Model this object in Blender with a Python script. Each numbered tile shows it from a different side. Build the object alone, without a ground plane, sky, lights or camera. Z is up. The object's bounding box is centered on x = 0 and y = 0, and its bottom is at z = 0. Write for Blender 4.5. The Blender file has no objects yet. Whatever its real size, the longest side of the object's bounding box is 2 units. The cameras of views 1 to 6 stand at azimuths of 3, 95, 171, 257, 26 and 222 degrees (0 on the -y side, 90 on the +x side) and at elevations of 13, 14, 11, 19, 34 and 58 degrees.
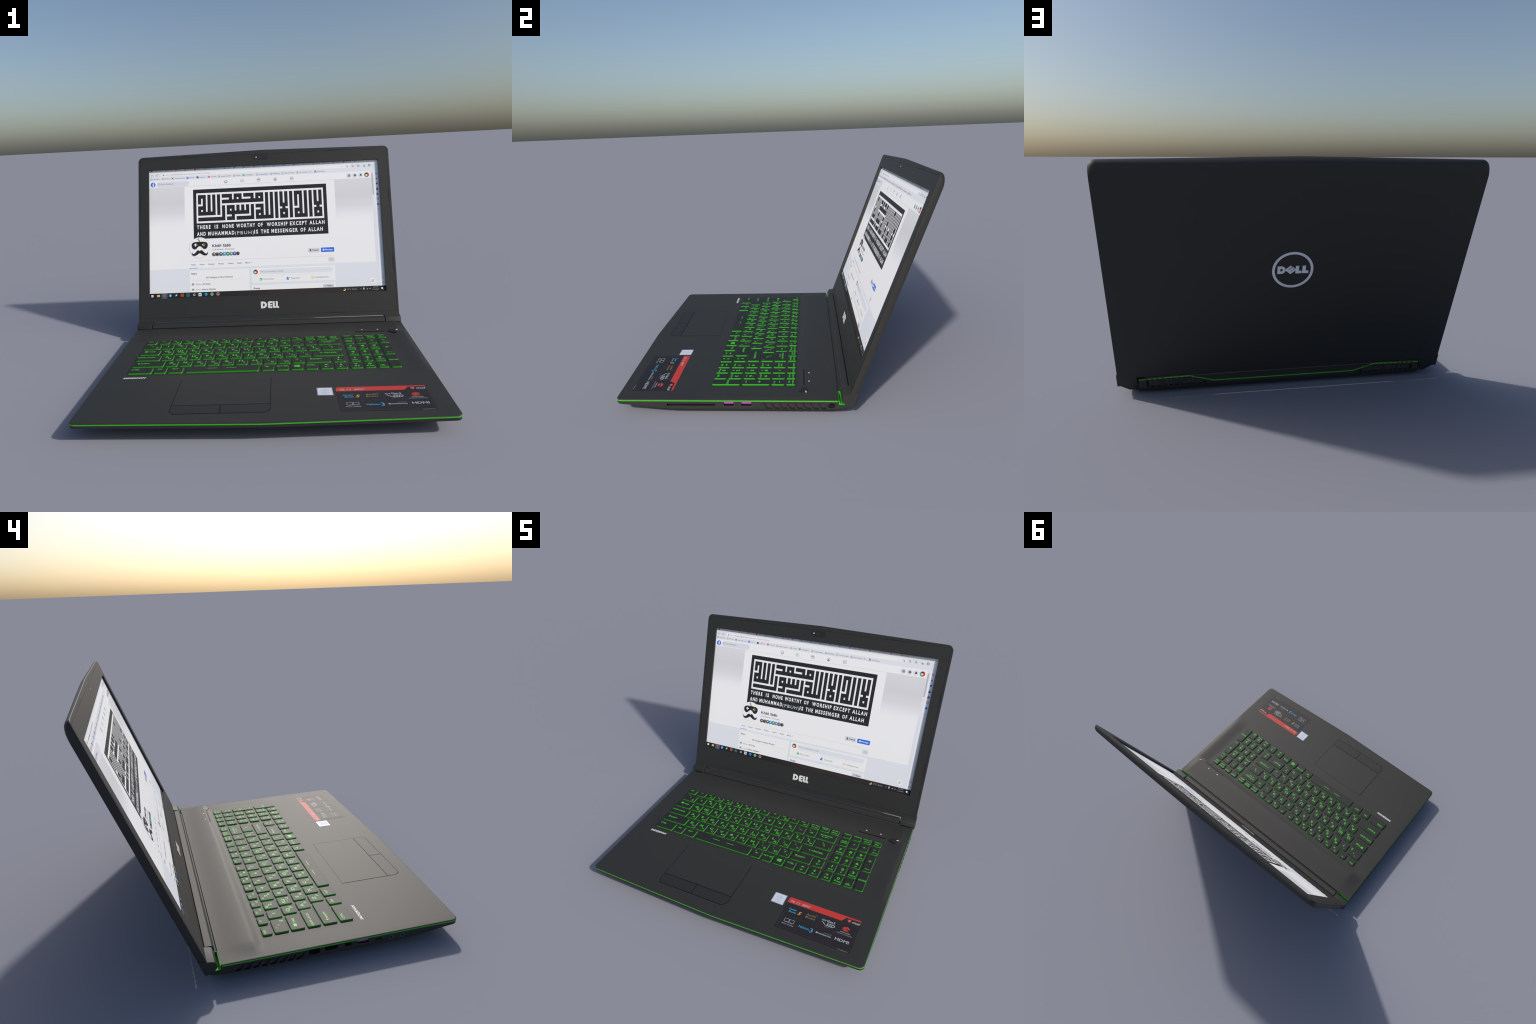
# Gaming laptop, opened: dark chassis with a green trim line, a green keyboard,
# a lid leaning back 20 degrees and a bright page on its recessed display.
import bpy, bmesh, math
from math import sin, cos, pi, radians, sqrt
from mathutils import Vector, Matrix

# ------------------------------------------------------------------ helpers
def lin(c):
    c = c / 255.0
    return c / 12.92 if c <= 0.04045 else ((c + 0.055) / 1.055) ** 2.4

def rgb(r, g, b):
    return (lin(r), lin(g), lin(b), 1.0)

def material(name, color, rough=0.5, spec=0.5, grain=0.0, grain_scale=300.0, vary=0.0, metallic=0.0):
    m = bpy.data.materials.new(name)
    m.use_nodes = True
    nt = m.node_tree
    b = nt.nodes["Principled BSDF"]
    b.inputs["Base Color"].default_value = color
    b.inputs["Roughness"].default_value = rough
    b.inputs["Specular IOR Level"].default_value = spec
    b.inputs["Metallic"].default_value = metallic
    if vary or grain:
        tc = nt.nodes.new("ShaderNodeTexCoord")
        no = nt.nodes.new("ShaderNodeTexNoise")
        no.inputs["Scale"].default_value = grain_scale
        no.inputs["Detail"].default_value = 3.0
        nt.links.new(tc.outputs["Object"], no.inputs["Vector"])
        if vary:
            ramp = nt.nodes.new("ShaderNodeValToRGB")
            ramp.color_ramp.elements[0].position = 0.3
            ramp.color_ramp.elements[1].position = 0.7
            ramp.color_ramp.elements[0].color = tuple(c * (1 - vary) for c in color[:3]) + (1,)
            ramp.color_ramp.elements[1].color = tuple(c * (1 + vary) for c in color[:3]) + (1,)
            nt.links.new(no.outputs["Fac"], ramp.inputs["Fac"])
            nt.links.new(ramp.outputs["Color"], b.inputs["Base Color"])
        if grain:
            bp = nt.nodes.new("ShaderNodeBump")
            bp.inputs["Strength"].default_value = grain
            bp.inputs["Distance"].default_value = 0.0005
            nt.links.new(no.outputs["Fac"], bp.inputs["Height"])
            nt.links.new(bp.outputs["Normal"], b.inputs["Normal"])
    return m

def ramp_material(name, axis, stops, rough=0.5, spec=0.3):
    """colour that runs along one object axis: stops = [(coordinate, colour), ...]"""
    m = bpy.data.materials.new(name)
    m.use_nodes = True
    nt = m.node_tree
    b = nt.nodes["Principled BSDF"]
    b.inputs["Roughness"].default_value = rough
    b.inputs["Specular IOR Level"].default_value = spec
    tc = nt.nodes.new("ShaderNodeTexCoord")
    sx = nt.nodes.new("ShaderNodeSeparateXYZ")
    mr = nt.nodes.new("ShaderNodeMapRange")
    rp = nt.nodes.new("ShaderNodeValToRGB")
    lo, hi = stops[0][0], stops[-1][0]
    mr.inputs["From Min"].default_value = lo
    mr.inputs["From Max"].default_value = hi
    el = rp.color_ramp.elements
    while len(el) < len(stops):
        el.new(0.5)
    for e, (p, c) in zip(el, stops):
        e.position = (p - lo) / (hi - lo)
        e.color = c
    nt.links.new(tc.outputs["Object"], sx.inputs[0])
    nt.links.new(sx.outputs[axis], mr.inputs["Value"])
    nt.links.new(mr.outputs["Result"], rp.inputs["Fac"])
    nt.links.new(rp.outputs["Color"], b.inputs["Base Color"])
    return m

# ---------------------------------------------------------------- materials
PLASTIC = dict(rough=0.60, spec=0.5, grain=0.10, grain_scale=900.0, vary=0.05)
M_BODY = material("matte_charcoal_plastic", rgb(41, 41, 39), **PLASTIC)
M_LID = material("matte_black_lid", rgb(41, 41, 39), **PLASTIC)
M_KEYTOP = material("key_cap_black", rgb(28, 27, 28), rough=0.60, spec=0.5, grain=0.1, grain_scale=900, vary=0.04)
M_KEYSIDE = material("key_side_green", rgb(44, 163, 22), rough=0.5, spec=0.4)
M_LEGEND = material("legend_green", rgb(69, 198, 45), rough=0.5, spec=0.4)
M_TRIM = material("trim_green", rgb(70, 186, 42), rough=0.45, spec=0.4)
M_NOTCH = material("notch_green", rgb(40, 180, 20), rough=0.5, spec=0.4)
M_DARK = material("cavity_black", rgb(14, 14, 15), rough=0.7, spec=0.2)
M_GROOVE = material("groove_black", rgb(8, 8, 9), rough=0.7, spec=0.2)
M_BUTTON = material("touch_button_plastic", rgb(35, 35, 35), **PLASTIC)
M_WHITE = material("print_white", rgb(235, 235, 235), rough=0.5, spec=0.3)
M_SILVER = material("emblem_silver", rgb(232, 232, 238), rough=0.5, spec=0.5)
M_PURPLE = material("usb_tongue_purple", rgb(178, 80, 170), rough=0.5, spec=0.4)
M_PORTRIM = material("port_trim_mauve", rgb(92, 76, 96), rough=0.45, spec=0.5)
M_TEAL = material("audio_ring_teal", rgb(50, 105, 98), rough=0.45, spec=0.5)
M_FIN = material("vent_fin_mauve_grey", rgb(88, 78, 86), rough=0.5, spec=0.5)
M_LENS = material("camera_glass", rgb(31, 27, 31), rough=0.55, spec=0.5)
M_LENSRING = material("camera_ring_grey", rgb(78, 74, 78), rough=0.5, spec=0.5)
M_POWER = material("power_button_black", rgb(22, 22, 24), rough=0.55, spec=0.5)
M_LIGHT = material("status_light_grey", rgb(205, 205, 208), rough=0.5, spec=0.3)

# display colours
SCR = dict(rough=0.55, spec=0.25)
def srgb(*c):
    """screen colours as they look in this light, lifted to what the panel itself shows"""
    return tuple(min(1.0, lin(v) * 1.18) for v in c) + (1.0,)
def smat(name, *c):
    return material(name, srgb(*c), **SCR)
S_PAGE = smat("page_white", 240, 240, 241)
S_SHADE = smat("page_pale_grey", 223, 225, 231)
S_TAB = smat("tab_strip_grey", 208, 210, 214)
S_BAR = smat("toolbar_white", 240, 240, 242)
S_LINE = smat("rule_grey", 205, 207, 212)
S_PILL = smat("pill_grey", 216, 219, 226)
S_BTN = smat("button_grey", 212, 214, 219)
S_BLACK = smat("banner_black", 38, 39, 41)
S_INK = smat("ink_white", 238, 238, 240)
S_TEXT = smat("text_dark", 62, 62, 66)
S_TEXT2 = smat("text_grey", 128, 130, 136)
S_TEXT3 = smat("text_light_grey", 164, 167, 174)
S_BLUE = smat("ui_blue", 46, 108, 222)
S_SKY = smat("ui_sky_blue", 50, 160, 225)
S_RED = smat("ui_red", 225, 45, 45)
S_GREEN = smat("ui_green", 55, 185, 95)
S_LIME = smat("ui_lime", 60, 220, 60)
S_YELLOW = smat("ui_yellow", 240, 190, 60)
S_ORANGE = smat("ui_orange", 235, 130, 50)
S_PURPLE = smat("ui_purple", 120, 70, 200)
S_TEALC = smat("ui_teal", 60, 165, 165)
S_NAVY = smat("ui_navy", 40, 62, 95)
S_BROWN = smat("ui_umber", 120, 95, 75)
S_SCROLL = smat("scroll_grey", 178, 180, 184)
S_DOTTED = smat("banner_hairline", 78, 79, 82)
S_HILITE = smat("taskbar_highlight", 84, 84, 90)
S_TASK = ramp_material("taskbar_dark", 0, [(-0.92, rgb(36, 36, 38)), (-0.25, rgb(42, 40, 41)),
                                           (0.15, rgb(58, 49, 49)), (0.6, rgb(52, 46, 46)), (0.92, rgb(30, 30, 33))], 0.55, 0.25)
S_FADE = ramp_material("cover_fade_grey", 1, [(0.742, srgb(240, 240, 242)), (0.785, srgb(231, 231, 234)), (0.86, srgb(217, 217, 220)),
                                              (0.94, srgb(210, 210, 212)), (1.07, srgb(216, 216, 218))], 0.55, 0.25)

# sticker colours
K_DARK = material("sticker_midnight", rgb(25, 25, 29), rough=0.60, spec=0.5)
K_RED = material("sticker_red", rgb(188, 56, 50), rough=0.55, spec=0.4)
K_LINE = material("sticker_maroon_line", rgb(88, 44, 52), rough=0.5, spec=0.4)
K_GREY = material("sticker_print_grey", rgb(158, 162, 167), rough=0.55, spec=0.4)
K_CYAN = material("sticker_print_cyan", rgb(66, 150, 190), rough=0.5, spec=0.4)
K_GOLD = material("sticker_print_gold", rgb(205, 150, 60), rough=0.5, spec=0.4)
K_TAN = material("sticker_print_tan", rgb(135, 112, 82), rough=0.5, spec=0.4)
K_PALE = material("sticker_pale_silver", rgb(208, 211, 217), rough=0.55, spec=0.5)
K_EDGE = material("sticker_iridescent_edge", rgb(160, 168, 198), rough=0.35, spec=0.5, grain_scale=60.0, vary=0.35)
K_BLUE = material("sticker_print_blue", rgb(120, 170, 212), rough=0.5, spec=0.4)

# ------------------------------------------------------------ scene objects
COL = bpy.context.scene.collection
LAPTOP = bpy.data.objects.new("laptop", None)
LAPTOP["label"] = "open black gaming laptop with green keyboard, trim and bright screen"
LAPTOP["category"] = "laptop"
LAPTOP.empty_display_size = 0.1
COL.objects.link(LAPTOP)

LEAN = radians(20)
LID_MATRIX = Matrix.Translation((0, 0.461, 0.143)) @ Matrix.Rotation(radians(70), 4, 'X')

def put(name, mesh, parent, mats=None, smooth=None, stuff=False):
    o = bpy.data.objects.new(name, mesh)
    for m in (mats or []):
        mesh.materials.append(m)
    COL.objects.link(o)
    o.parent = parent
    if smooth is not None:
        mesh.shade_smooth()
        mesh.set_sharp_from_angle(angle=radians(smooth))
    if stuff:
        o["kind"] = "stuff"
    return o

def bm_mesh(bm, name):
    bmesh.ops.recalc_face_normals(bm, faces=bm.faces)
    me = bpy.data.meshes.new(name)
    bm.to_mesh(me)
    bm.free()
    return me

def prism(bm, pts, z0, z1, mat=0, frame=None):
    """extrude a flat polygon (list of 2D points) from z0 to z1; frame maps (a,b,c) to a Vector"""
    f = frame or (lambda a, b, c: Vector((a, b, c)))
    lo = [bm.verts.new(f(a, b, z0)) for a, b in pts]
    hi = [bm.verts.new(f(a, b, z1)) for a, b in pts]
    n = len(pts)
    faces = [bm.faces.new(lo[::-1]), bm.faces.new(hi)]
    for i in range(n):
        faces.append(bm.faces.new((lo[i], lo[(i + 1) % n], hi[(i + 1) % n], hi[i])))
    for fc in faces:
        fc.material_index = mat
    return faces

def rect(x0, y0, x1, y1):
    return [(x0, y0), (x1, y0), (x1, y1), (x0, y1)]

def rrect(x0, y0, x1, y1, r, n=4):
    pts = []
    for cx, cy, a0 in ((x1 - r, y1 - r, 0), (x0 + r, y1 - r, 90), (x0 + r, y0 + r, 180), (x1 - r, y0 + r, 270)):
        for i in range(n + 1):
            a = radians(a0 + 90 * i / n)
            pts.append((cx + r * cos(a), cy + r * sin(a)))
    return pts

def disc(cx, cy, r, n=24, ry=None):
    ry = r if ry is None else ry
    return [(cx + r * cos(2 * pi * i / n), cy + ry * sin(2 * pi * i / n)) for i in range(n)]

GLYPHS = {}
def glyphs(body, bold=0.0, shear=0.0, spacing=1.0):
    """flat polygons of a line of text in the built-in font, one unit high capitals"""
    key = (body, bold, shear, spacing)
    if key not in GLYPHS:
        c = bpy.data.curves.new("lettering", 'FONT')
        c.body = body
        c.resolution_u = 2
        c.offset = bold
        c.shear = shear
        c.space_character = spacing
        o = bpy.data.objects.new("lettering", c)
        me = o.to_mesh()
        vs = [(v.co.x / 0.729, v.co.y / 0.729) for v in me.vertices]
        fs = [tuple(p.vertices) for p in me.polygons]
        o.to_mesh_clear()
        bpy.data.objects.remove(o)
        bpy.data.curves.remove(c)
        GLYPHS[key] = (vs, fs)
    return GLYPHS[key]

class Sheet:
    """flat printed marks stacked in thin layers over a plane: a, b in the plane, layer = height step"""
    STEP = 0.00028
    def __init__(self, base=0.0, mats=()):
        self.bm = bmesh.new()
        self.base = base
        self.mats = list(mats)

    def slot(self, m):
        if m not in self.mats:
            self.mats.append(m)
        return self.mats.index(m)

    def poly(self, pts, m, layer=1):
        z = self.base + layer * self.STEP
        prism(self.bm, pts, z - self.STEP * 0.9, z, self.slot(m))

    def box(self, x0, y0, x1, y1, m, layer=1):
        self.poly(rect(min(x0, x1), min(y0, y1), max(x0, x1), max(y0, y1)), m, layer)

    def round(self, x0, y0, x1, y1, r, m, layer=1):
        self.poly(rrect(x0, y0, x1, y1, r), m, layer)

    def dot(self, cx, cy, r, m, layer=1, ry=None, n=24):
        self.poly(disc(cx, cy, r, n, ry), m, layer)

    def ring(self, cx, cy, r, w, m, layer=1, ry=None, n=28):
        ry = r if ry is None else ry
        z = self.base + layer * self.STEP
        mi = self.slot(m)
        a = [self.bm.verts.new((x, y, z)) for x, y in disc(cx, cy, r, n, ry)]
        b = [self.bm.verts.new((x, y, z)) for x, y in disc(cx, cy, r - w, n, ry - w)]
        for i in range(n):
            self.bm.faces.new((a[i], a[(i + 1) % n], b[(i + 1) % n], b[i])).material_index = mi

    def frame(self, x0, y0, x1, y1, w, m, layer=1):
        self.box(x0, y0, x1, y0 + w, m, layer)
        self.box(x0, y1 - w, x1, y1, m, layer)
        self.box(x0, y0 + w, x0 + w, y1 - w, m, layer)
        self.box(x1 - w, y0 + w, x1, y1 - w, m, layer)

    def line(self, pts, w, m, layer=1):
        for (x0, y0), (x1, y1) in zip(pts, pts[1:]):
            d = Vector((x1 - x0, y1 - y0)).normalized() * w / 2
            px, py = -d.y, d.x
            self.poly([(x0 - d.x + px, y0 - d.y + py), (x0 - d.x - px, y0 - d.y - py),
                       (x1 + d.x - px, y1 + d.y - py), (x1 + d.x + px, y1 + d.y + py)], m, layer)

    def text(self, body, x, y, h, m, layer=1, width=None, align='L', bold=0.0, shear=0.0, stretch=1.0, spacing=1.0):
        """h = height of a capital; width squeezes the line to fit"""
        vs, fs = glyphs(body, bold, shear, spacing)
        if not vs:
            return
        x0, x1 = min(v[0] for v in vs), max(v[0] for v in vs)
        k = h * stretch if width is None else width / (x1 - x0)
        off = {'L': x0, 'C': (x0 + x1) / 2, 'R': x1}[align]
        z = self.base + layer * self.STEP
        mi = self.slot(m)
        bv = [self.bm.verts.new((x + (a - off) * k, y + b * h, z)) for a, b in vs]
        for f in fs:
            try:
                self.bm.faces.new([bv[i] for i in f]).material_index = mi
            except ValueError:
                pass

    def build(self, name, parent, stuff=False):
        me = bpy.data.meshes.new(name)
        self.bm.to_mesh(me)
        self.bm.free()
        return put(name, me, parent, self.mats, stuff=stuff)

def smoothstep(a, b, x):
    t = min(1.0, max(0.0, (x - a) / (b - a)))
    return t * t * (3 - 2 * t)

def piecewise(tbl, x):
    if x <= tbl[0][0]:
        return tbl[0][1]
    for (a, va), (b, vb) in zip(tbl, tbl[1:]):
        if x <= b:
            return va + (vb - va) * (x - a) / (b - a)
    return tbl[-1][1]

# ==================================================================== BASE
HALF = 0.9955            # half width of the base
REAR = 0.450             # rear wall
NOTCH_Y, NOTCH_X, NOTCH_Z = 0.3935, 0.885, 0.0757
FRONT_MID, FRONT_END = -0.9500, -0.9245
CORNER = 0.034

def front_y(x):
    return FRONT_MID + (FRONT_END - FRONT_MID) * min(1.0, abs(x) / 0.965)

WALL_FOOT = [(-0.96, 0.0785), (-0.92, 0.0785), (-0.844, 0.0715), (-0.665, 0.0520), (-0.575, 0.0465), (0.33, 0.0475), (0.40, 0.050), (0.46, 0.060)]
BELLY = [(-0.96, 0.0760), (-0.86, 0.0680), (-0.67, 0.0440), (-0.575, 0.0), (0.335, 0.0), (0.37, 0.004), (0.46, 0.030)]

def outline(inset):
    """open path round the base: rear left, down the left side, round the front, up the right side"""
    w, r = HALF - inset, max(0.004, CORNER - inset)
    yf = lambda x: front_y(x) + inset
    y_arc = yf(w - r) + r
    left = []
    for i in range(49):
        left.append((-w, (REAR - min(inset, 0.012)) * (1 - i / 48) + y_arc * (i / 48)))
    arc = []
    for i in range(1, 9):
        a = pi + (pi / 2) * i / 8
        arc.append((-w + r + r * cos(a), y_arc + r * sin(a)))
    x_end = w - r
    mid = [(-x_end + 2 * x_end * i / 20, yf(-x_end + 2 * x_end * i / 20)) for i in range(1, 20)]
    half = left + arc
    return half + mid + [(-x, y) for x, y in reversed(half)]

def build_chassis():
    bm = bmesh.new()
    rings = [(0.020, lambda y: 0.1000), (0.0045, lambda y: 0.1062), (0.0012, lambda y: 0.1052), (0.0, lambda y: 0.1036),
             (0.0, lambda y: 0.0945), (0.0005, lambda y: piecewise(WALL_FOOT, y) + 0.002),
             (0.002, lambda y: piecewise(WALL_FOOT, y)), (0.062, lambda y: piecewise(BELLY, y))]
    loops = []
    for inset, zf in rings:
        loops.append([bm.verts.new((x, y, zf(y))) for x, y in outline(inset)])
    n = len(loops[0])
    for a, b in zip(loops, loops[1:]):
        for i in range(n):
            j = (i + 1) % n
            bm.faces.new((a[i], a[j], b[j], b[i]))
    bm.faces.new(loops[0])
    # belly: quads across, left to right, so the curved underside stays closed and planar-ish
    low = loops[-1]
    m = n // 2
    for i in range(m):
        j = n - 1 - i
        if i + 1 == j:
            break
        if i + 1 == j - 1:
            bm.faces.new((low[i], low[i + 1], low[j]))
        else:
            bm.faces.new((low[i], low[i + 1], low[j - 1], low[j]))
    bmesh.ops.recalc_face_normals(bm, faces=bm.faces)
    me = bpy.data.meshes.new("chassis")
    bm.to_mesh(me)
    bm.free()
    return me

def side_frame(sx):
    """(y, z, depth outward from the wall) on the left (-1) or right (+1) wall"""
    return lambda a, b, c: Vector((sx * (HALF + c), a, b))

BLOCK_Y, BLOCK_LIFT = 0.4720, 0.0095     # exhaust block that stands out under the lid
def rear_frame(a, b, c):
    return Vector((a, BLOCK_Y + c, b + BLOCK_LIFT))

VENT_N, VENT_PITCH, VENT_Y = 8, 0.0452, -0.0425
def vent_shape(i):
    y = VENT_Y + VENT_PITCH * i
    return [(y, 0.0855), (y + 0.0275, 0.0855), (y + 0.0535, 0.0495), (y + 0.0255, 0.0495)]

CARD = rect(-0.6156, 0.0662, -0.3262, 0.0802)
USB_R = [rect(-0.2765, 0.0672, -0.2140, 0.0935), rect(-0.1735, 0.0675, -0.1105, 0.0935)]
USB_L = rect(-0.3940, 0.0722, -0.3300, 0.0940)
ETHER = [(-0.1234, 0.0945), (-0.1234, 0.0640), (-0.1085, 0.0640), (-0.1085, 0.0605), (-0.0780, 0.0605), (-0.0780, 0.0640), (-0.0625, 0.0640), (-0.0625, 0.0945)]
HDMI = [(-0.2215, 0.0915), (-0.2215, 0.0765), (-0.2130, 0.0690), (-0.1575, 0.0690), (-0.1495, 0.0765), (-0.1495, 0.0915)]
MINI = [(-0.2955, 0.0925), (-0.2955, 0.0770), (-0.2900, 0.0710), (-0.2650, 0.0710), (-0.2595, 0.0770), (-0.2595, 0.0925)]
TYPEC = rrect(-0.4725, 0.0735, -0.4330, 0.0815, 0.0039, 4)
JACK = disc(0.353, 0.0710, 0.0205, 20, 0.0155)

chassis = put("chassis", build_chassis(), LAPTOP, [M_BODY])
cut = bmesh.new()
for sx, shapes, depth in ((1, [CARD] + USB_R, 0.03), (-1, [USB_L, ETHER, HDMI, MINI, TYPEC], 0.03),
                          (1, [vent_shape(i) for i in range(VENT_N)], 0.022), (-1, [vent_shape(i) for i in range(VENT_N)], 0.022),
                          (1, [JACK], 0.02), (-1, [disc(-0.5229, 0.0733, 0.0085, 16), disc(-0.5882, 0.0739, 0.0085, 16)], 0.02)):
    for s in shapes:
        prism(cut, s, -depth, 0.01, 0, side_frame(sx))
for sx in (-1, 1):
    prism(cut, rect(min(sx * NOTCH_X, sx * 1.2), NOTCH_Y, max(sx * NOTCH_X, sx * 1.2), 0.6), NOTCH_Z, 0.2)
# outline of the dark panels laid on the rear exhaust block, slanted at their inner end
REAR_VENT = [(0.832, 0.0860), (0.832, 0.0420), (0.470, 0.0420), (0.520, 0.0760), (0.578, 0.0860)]
cutter = put("cutter", bm_mesh(cut, "cutter"), None)
mod = chassis.modifiers.new("ports", 'BOOLEAN')
mod.operation = 'DIFFERENCE'
mod.solver = 'EXACT'
mod.object = cutter
dg = bpy.context.evaluated_depsgraph_get()
new = bpy.data.meshes.new_from_object(chassis.evaluated_get(dg))
chassis.modifiers.clear()
chassis.data = new
new.name = "chassis"
new.shade_smooth()
new.set_sharp_from_angle(angle=radians(28))
bpy.data.objects.remove(cutter)

# --- deck: the top plate, with a shallow dish round the keyboard
DECK_Z = 0.1068
def deck_height(x, y):
    """flat palm rest; a soft hump behind the keyboard that sinks again towards the hinge, and a ridge on the right"""
    rear = smoothstep(0.150, 0.212, y) * (1 - 0.80 * smoothstep(0.205, 0.392, y))
    rear *= 1 - smoothstep(0.86, 0.99, -x)
    rear *= 1 - smoothstep(0.925, 0.992, x)
    ridge = smoothstep(0.838, 0.955, x) * (1 - smoothstep(0.962, 0.992, x)) * smoothstep(-0.46, -0.30, y) * (1 - smoothstep(0.20, 0.26, y))
    return DECK_Z + 0.0122 * max(rear, 0.58 * ridge) - 0.0006 * smoothstep(0.96, 0.992, abs(x))

def build_deck():
    bm = bmesh.new()
    NX, ins = 220, 0.0045
    w, r = HALF - ins, CORNER - ins
    vs = [0.0, 0.002, 0.006, 0.012, 0.02, 0.03]
    vs = [0.0] + [0.034 / 1.34 * (1 - cos(pi / 2 * k / 7)) for k in range(1, 8)] + [0.03 + 0.97 * i / 150 for i in range(151)]
    rows = []
    for v in vs:
        d = v * 1.34
        hw = w if d >= r else w - r + sqrt(max(0.0, r * r - (r - d) ** 2))
        row = []
        for i in range(NX + 1):
            u = -1 + 2 * i / NX
            x = hw * u
            yf = front_y(min(abs(x), w - r)) + ins
            y = yf + (NOTCH_Y - yf) * v
            row.append(bm.verts.new((x, y, deck_height(x, y))))
        rows.append(row)
    for a, b in zip(rows, rows[1:]):
        for i in range(NX):
            bm.faces.new((a[i], a[i + 1], b[i + 1], b[i]))
    # short apron down to the chassis edge
    border = rows[0] + [r_[-1] for r_ in rows[1:]] + rows[-1][-2::-1] + [r_[0] for r_ in rows[-2:0:-1]]
    low = [bm.verts.new((v.co.x * 1.0008, v.co.y, 0.1045)) for v in border]
    for i in range(len(border)):
        j = (i + 1) % len(border)
        bm.faces.new((border[i], low[i], low[j], border[j]))
    bmesh.ops.recalc_face_normals(bm, faces=bm.faces)
    me = bpy.data.meshes.new("deck")
    bm.to_mesh(me)
    bm.free()
    return me
put("deck", build_deck(), chassis, [M_BODY], smooth=40)

# --- hinge bar between the two hinge caps, running down as the rear wall
bm = bmesh.new()
BAR = [(0.3925, 0.1000), (0.4100, 0.1065), (0.4055, 0.1115), (0.4165, 0.1335), (0.4205, 0.1362), (0.4540, 0.1368), (0.4555, 0.1352), (0.4545, 0.1000)]
xs = [-0.879, -0.877, 0.877, 0.879]
prev = None
for k, x in enumerate(xs):
    e = 0.0015 if k in (0, 3) else 0.0
    loop = [bm.verts.new((x, y + (e if y < 0.43 else -e), z - (e if z > 0.12 else 0))) for y, z in BAR]
    if prev:
        for i in range(len(BAR)):
            j = (i + 1) % len(BAR)
            bm.faces.new((prev[i], prev[j], loop[j], loop[i]))
    else:
        bm.faces.new(loop)
    prev = loop
bm.faces.new(prev[::-1])
put("hinge_bar", bm_mesh(bm, "hinge_bar"), chassis, [M_BODY], smooth=25)

# --- green trim along the side and front walls
bm = bmesh.new()
path = [(x, y) for x, y in outline(-0.0012) if y < 0.389]
path = [(path[0][0], 0.389)] + path + [(path[-1][0], 0.389)]
inner = [(x, y) for x, y in outline(0.002) if y < 0.389]
inner = [(inner[0][0], 0.389)] + inner + [(inner[-1][0], 0.389)]
prev = None
for (xo, yo), (xi, yi) in zip(path, inner):
    loop = [bm.verts.new(p) for p in ((xi, yi, 0.1026), (xo, yo, 0.1019), (xo, yo, 0.0961), (xi, yi, 0.0954))]
    if prev:
        for i in range(4):
            bm.faces.new((prev[i], prev[(i + 1) % 4], loop[(i + 1) % 4], loop[i]))
    else:
        bm.faces.new(loop)
    prev = loop
bm.faces.new(prev[::-1])
put("trim_strip", bm_mesh(bm, "trim_strip"), chassis, [M_TRIM], smooth=30)

# --- green lining of the two hinge notches
mesh_l = None
for sx in (1, -1):
    bm = bmesh.new()
    x0, x1 = sorted((sx * (NOTCH_X + 0.0015), sx * (HALF - 0.0025)))
    prof = [(NOTCH_Y - 0.001, 0.1045), (NOTCH_Y + 0.0030, 0.1045), (NOTCH_Y + 0.0080, 0.0900), (NOTCH_Y + 0.0110, 0.0800),
            (0.4370, 0.0772), (0.4370, 0.0755), (NOTCH_Y - 0.001, 0.0755)]
    prism(bm, prof, x0, x1, 0, lambda a, b, c: Vector((c, a, b)))
    # the wall next to the hinge bar is lined too
    xa, xb = sorted((sx * (NOTCH_X - 0.001), sx * (NOTCH_X + 0.0012)))
    prism(bm, rect(NOTCH_Y, NOTCH_Z, 0.4300, 0.1040), xa, xb, 0, lambda a, b, c: Vector((c, a, b)))
    put("notch_lining", bm_mesh(bm, "notch_lining"), chassis, [M_NOTCH])

# --- ports: trims, tongues, rings
def port_frame(name, sx, shape_outer, w, m):
    bm = bmesh.new()
    (x0, y0), (x1, y1) = shape_outer[0], shape_outer[2]
    fr = side_frame(sx)
    for a in (rect(x0 - w, y0 - w, x1 + w, y0), rect(x0 - w, y0, x0, y1), rect(x1, y0, x1 + w, y1)):
        prism(bm, a, -0.006, 0.0008, 0, fr)
    return put(name, bm_mesh(bm, name), chassis, [m])

for sx, shp in ((1, USB_R[0]), (1, USB_R[1]), (-1, USB_L)):
    port_frame("usb_port", sx, shp, 0.0018, M_PORTRIM)
    bm = bmesh.new()
    (x0, y0), (x1, y1) = shp[0], shp[2]
    prism(bm, rect(x0 + 0.003, y1 - 0.0115, x1 - 0.003, y1 - 0.0015), -0.026, -0.0015, 0, side_frame(sx))
    put("usb_tongue", bm_mesh(bm, "usb_tongue"), chassis, [M_PURPLE])
for shp, name in ((HDMI, "hdmi_tongue"), (MINI, "display_tongue")):
    bm = bmesh.new()
    a0, a1 = shp[0][0] + 0.010, shp[-1][0] - 0.010
    prism(bm, rect(a0, 0.0815, a1, 0.0850), -0.026, -0.004, 0, side_frame(-1))
    put(name, bm_mesh(bm, name), chassis, [M_GROOVE])

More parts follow.
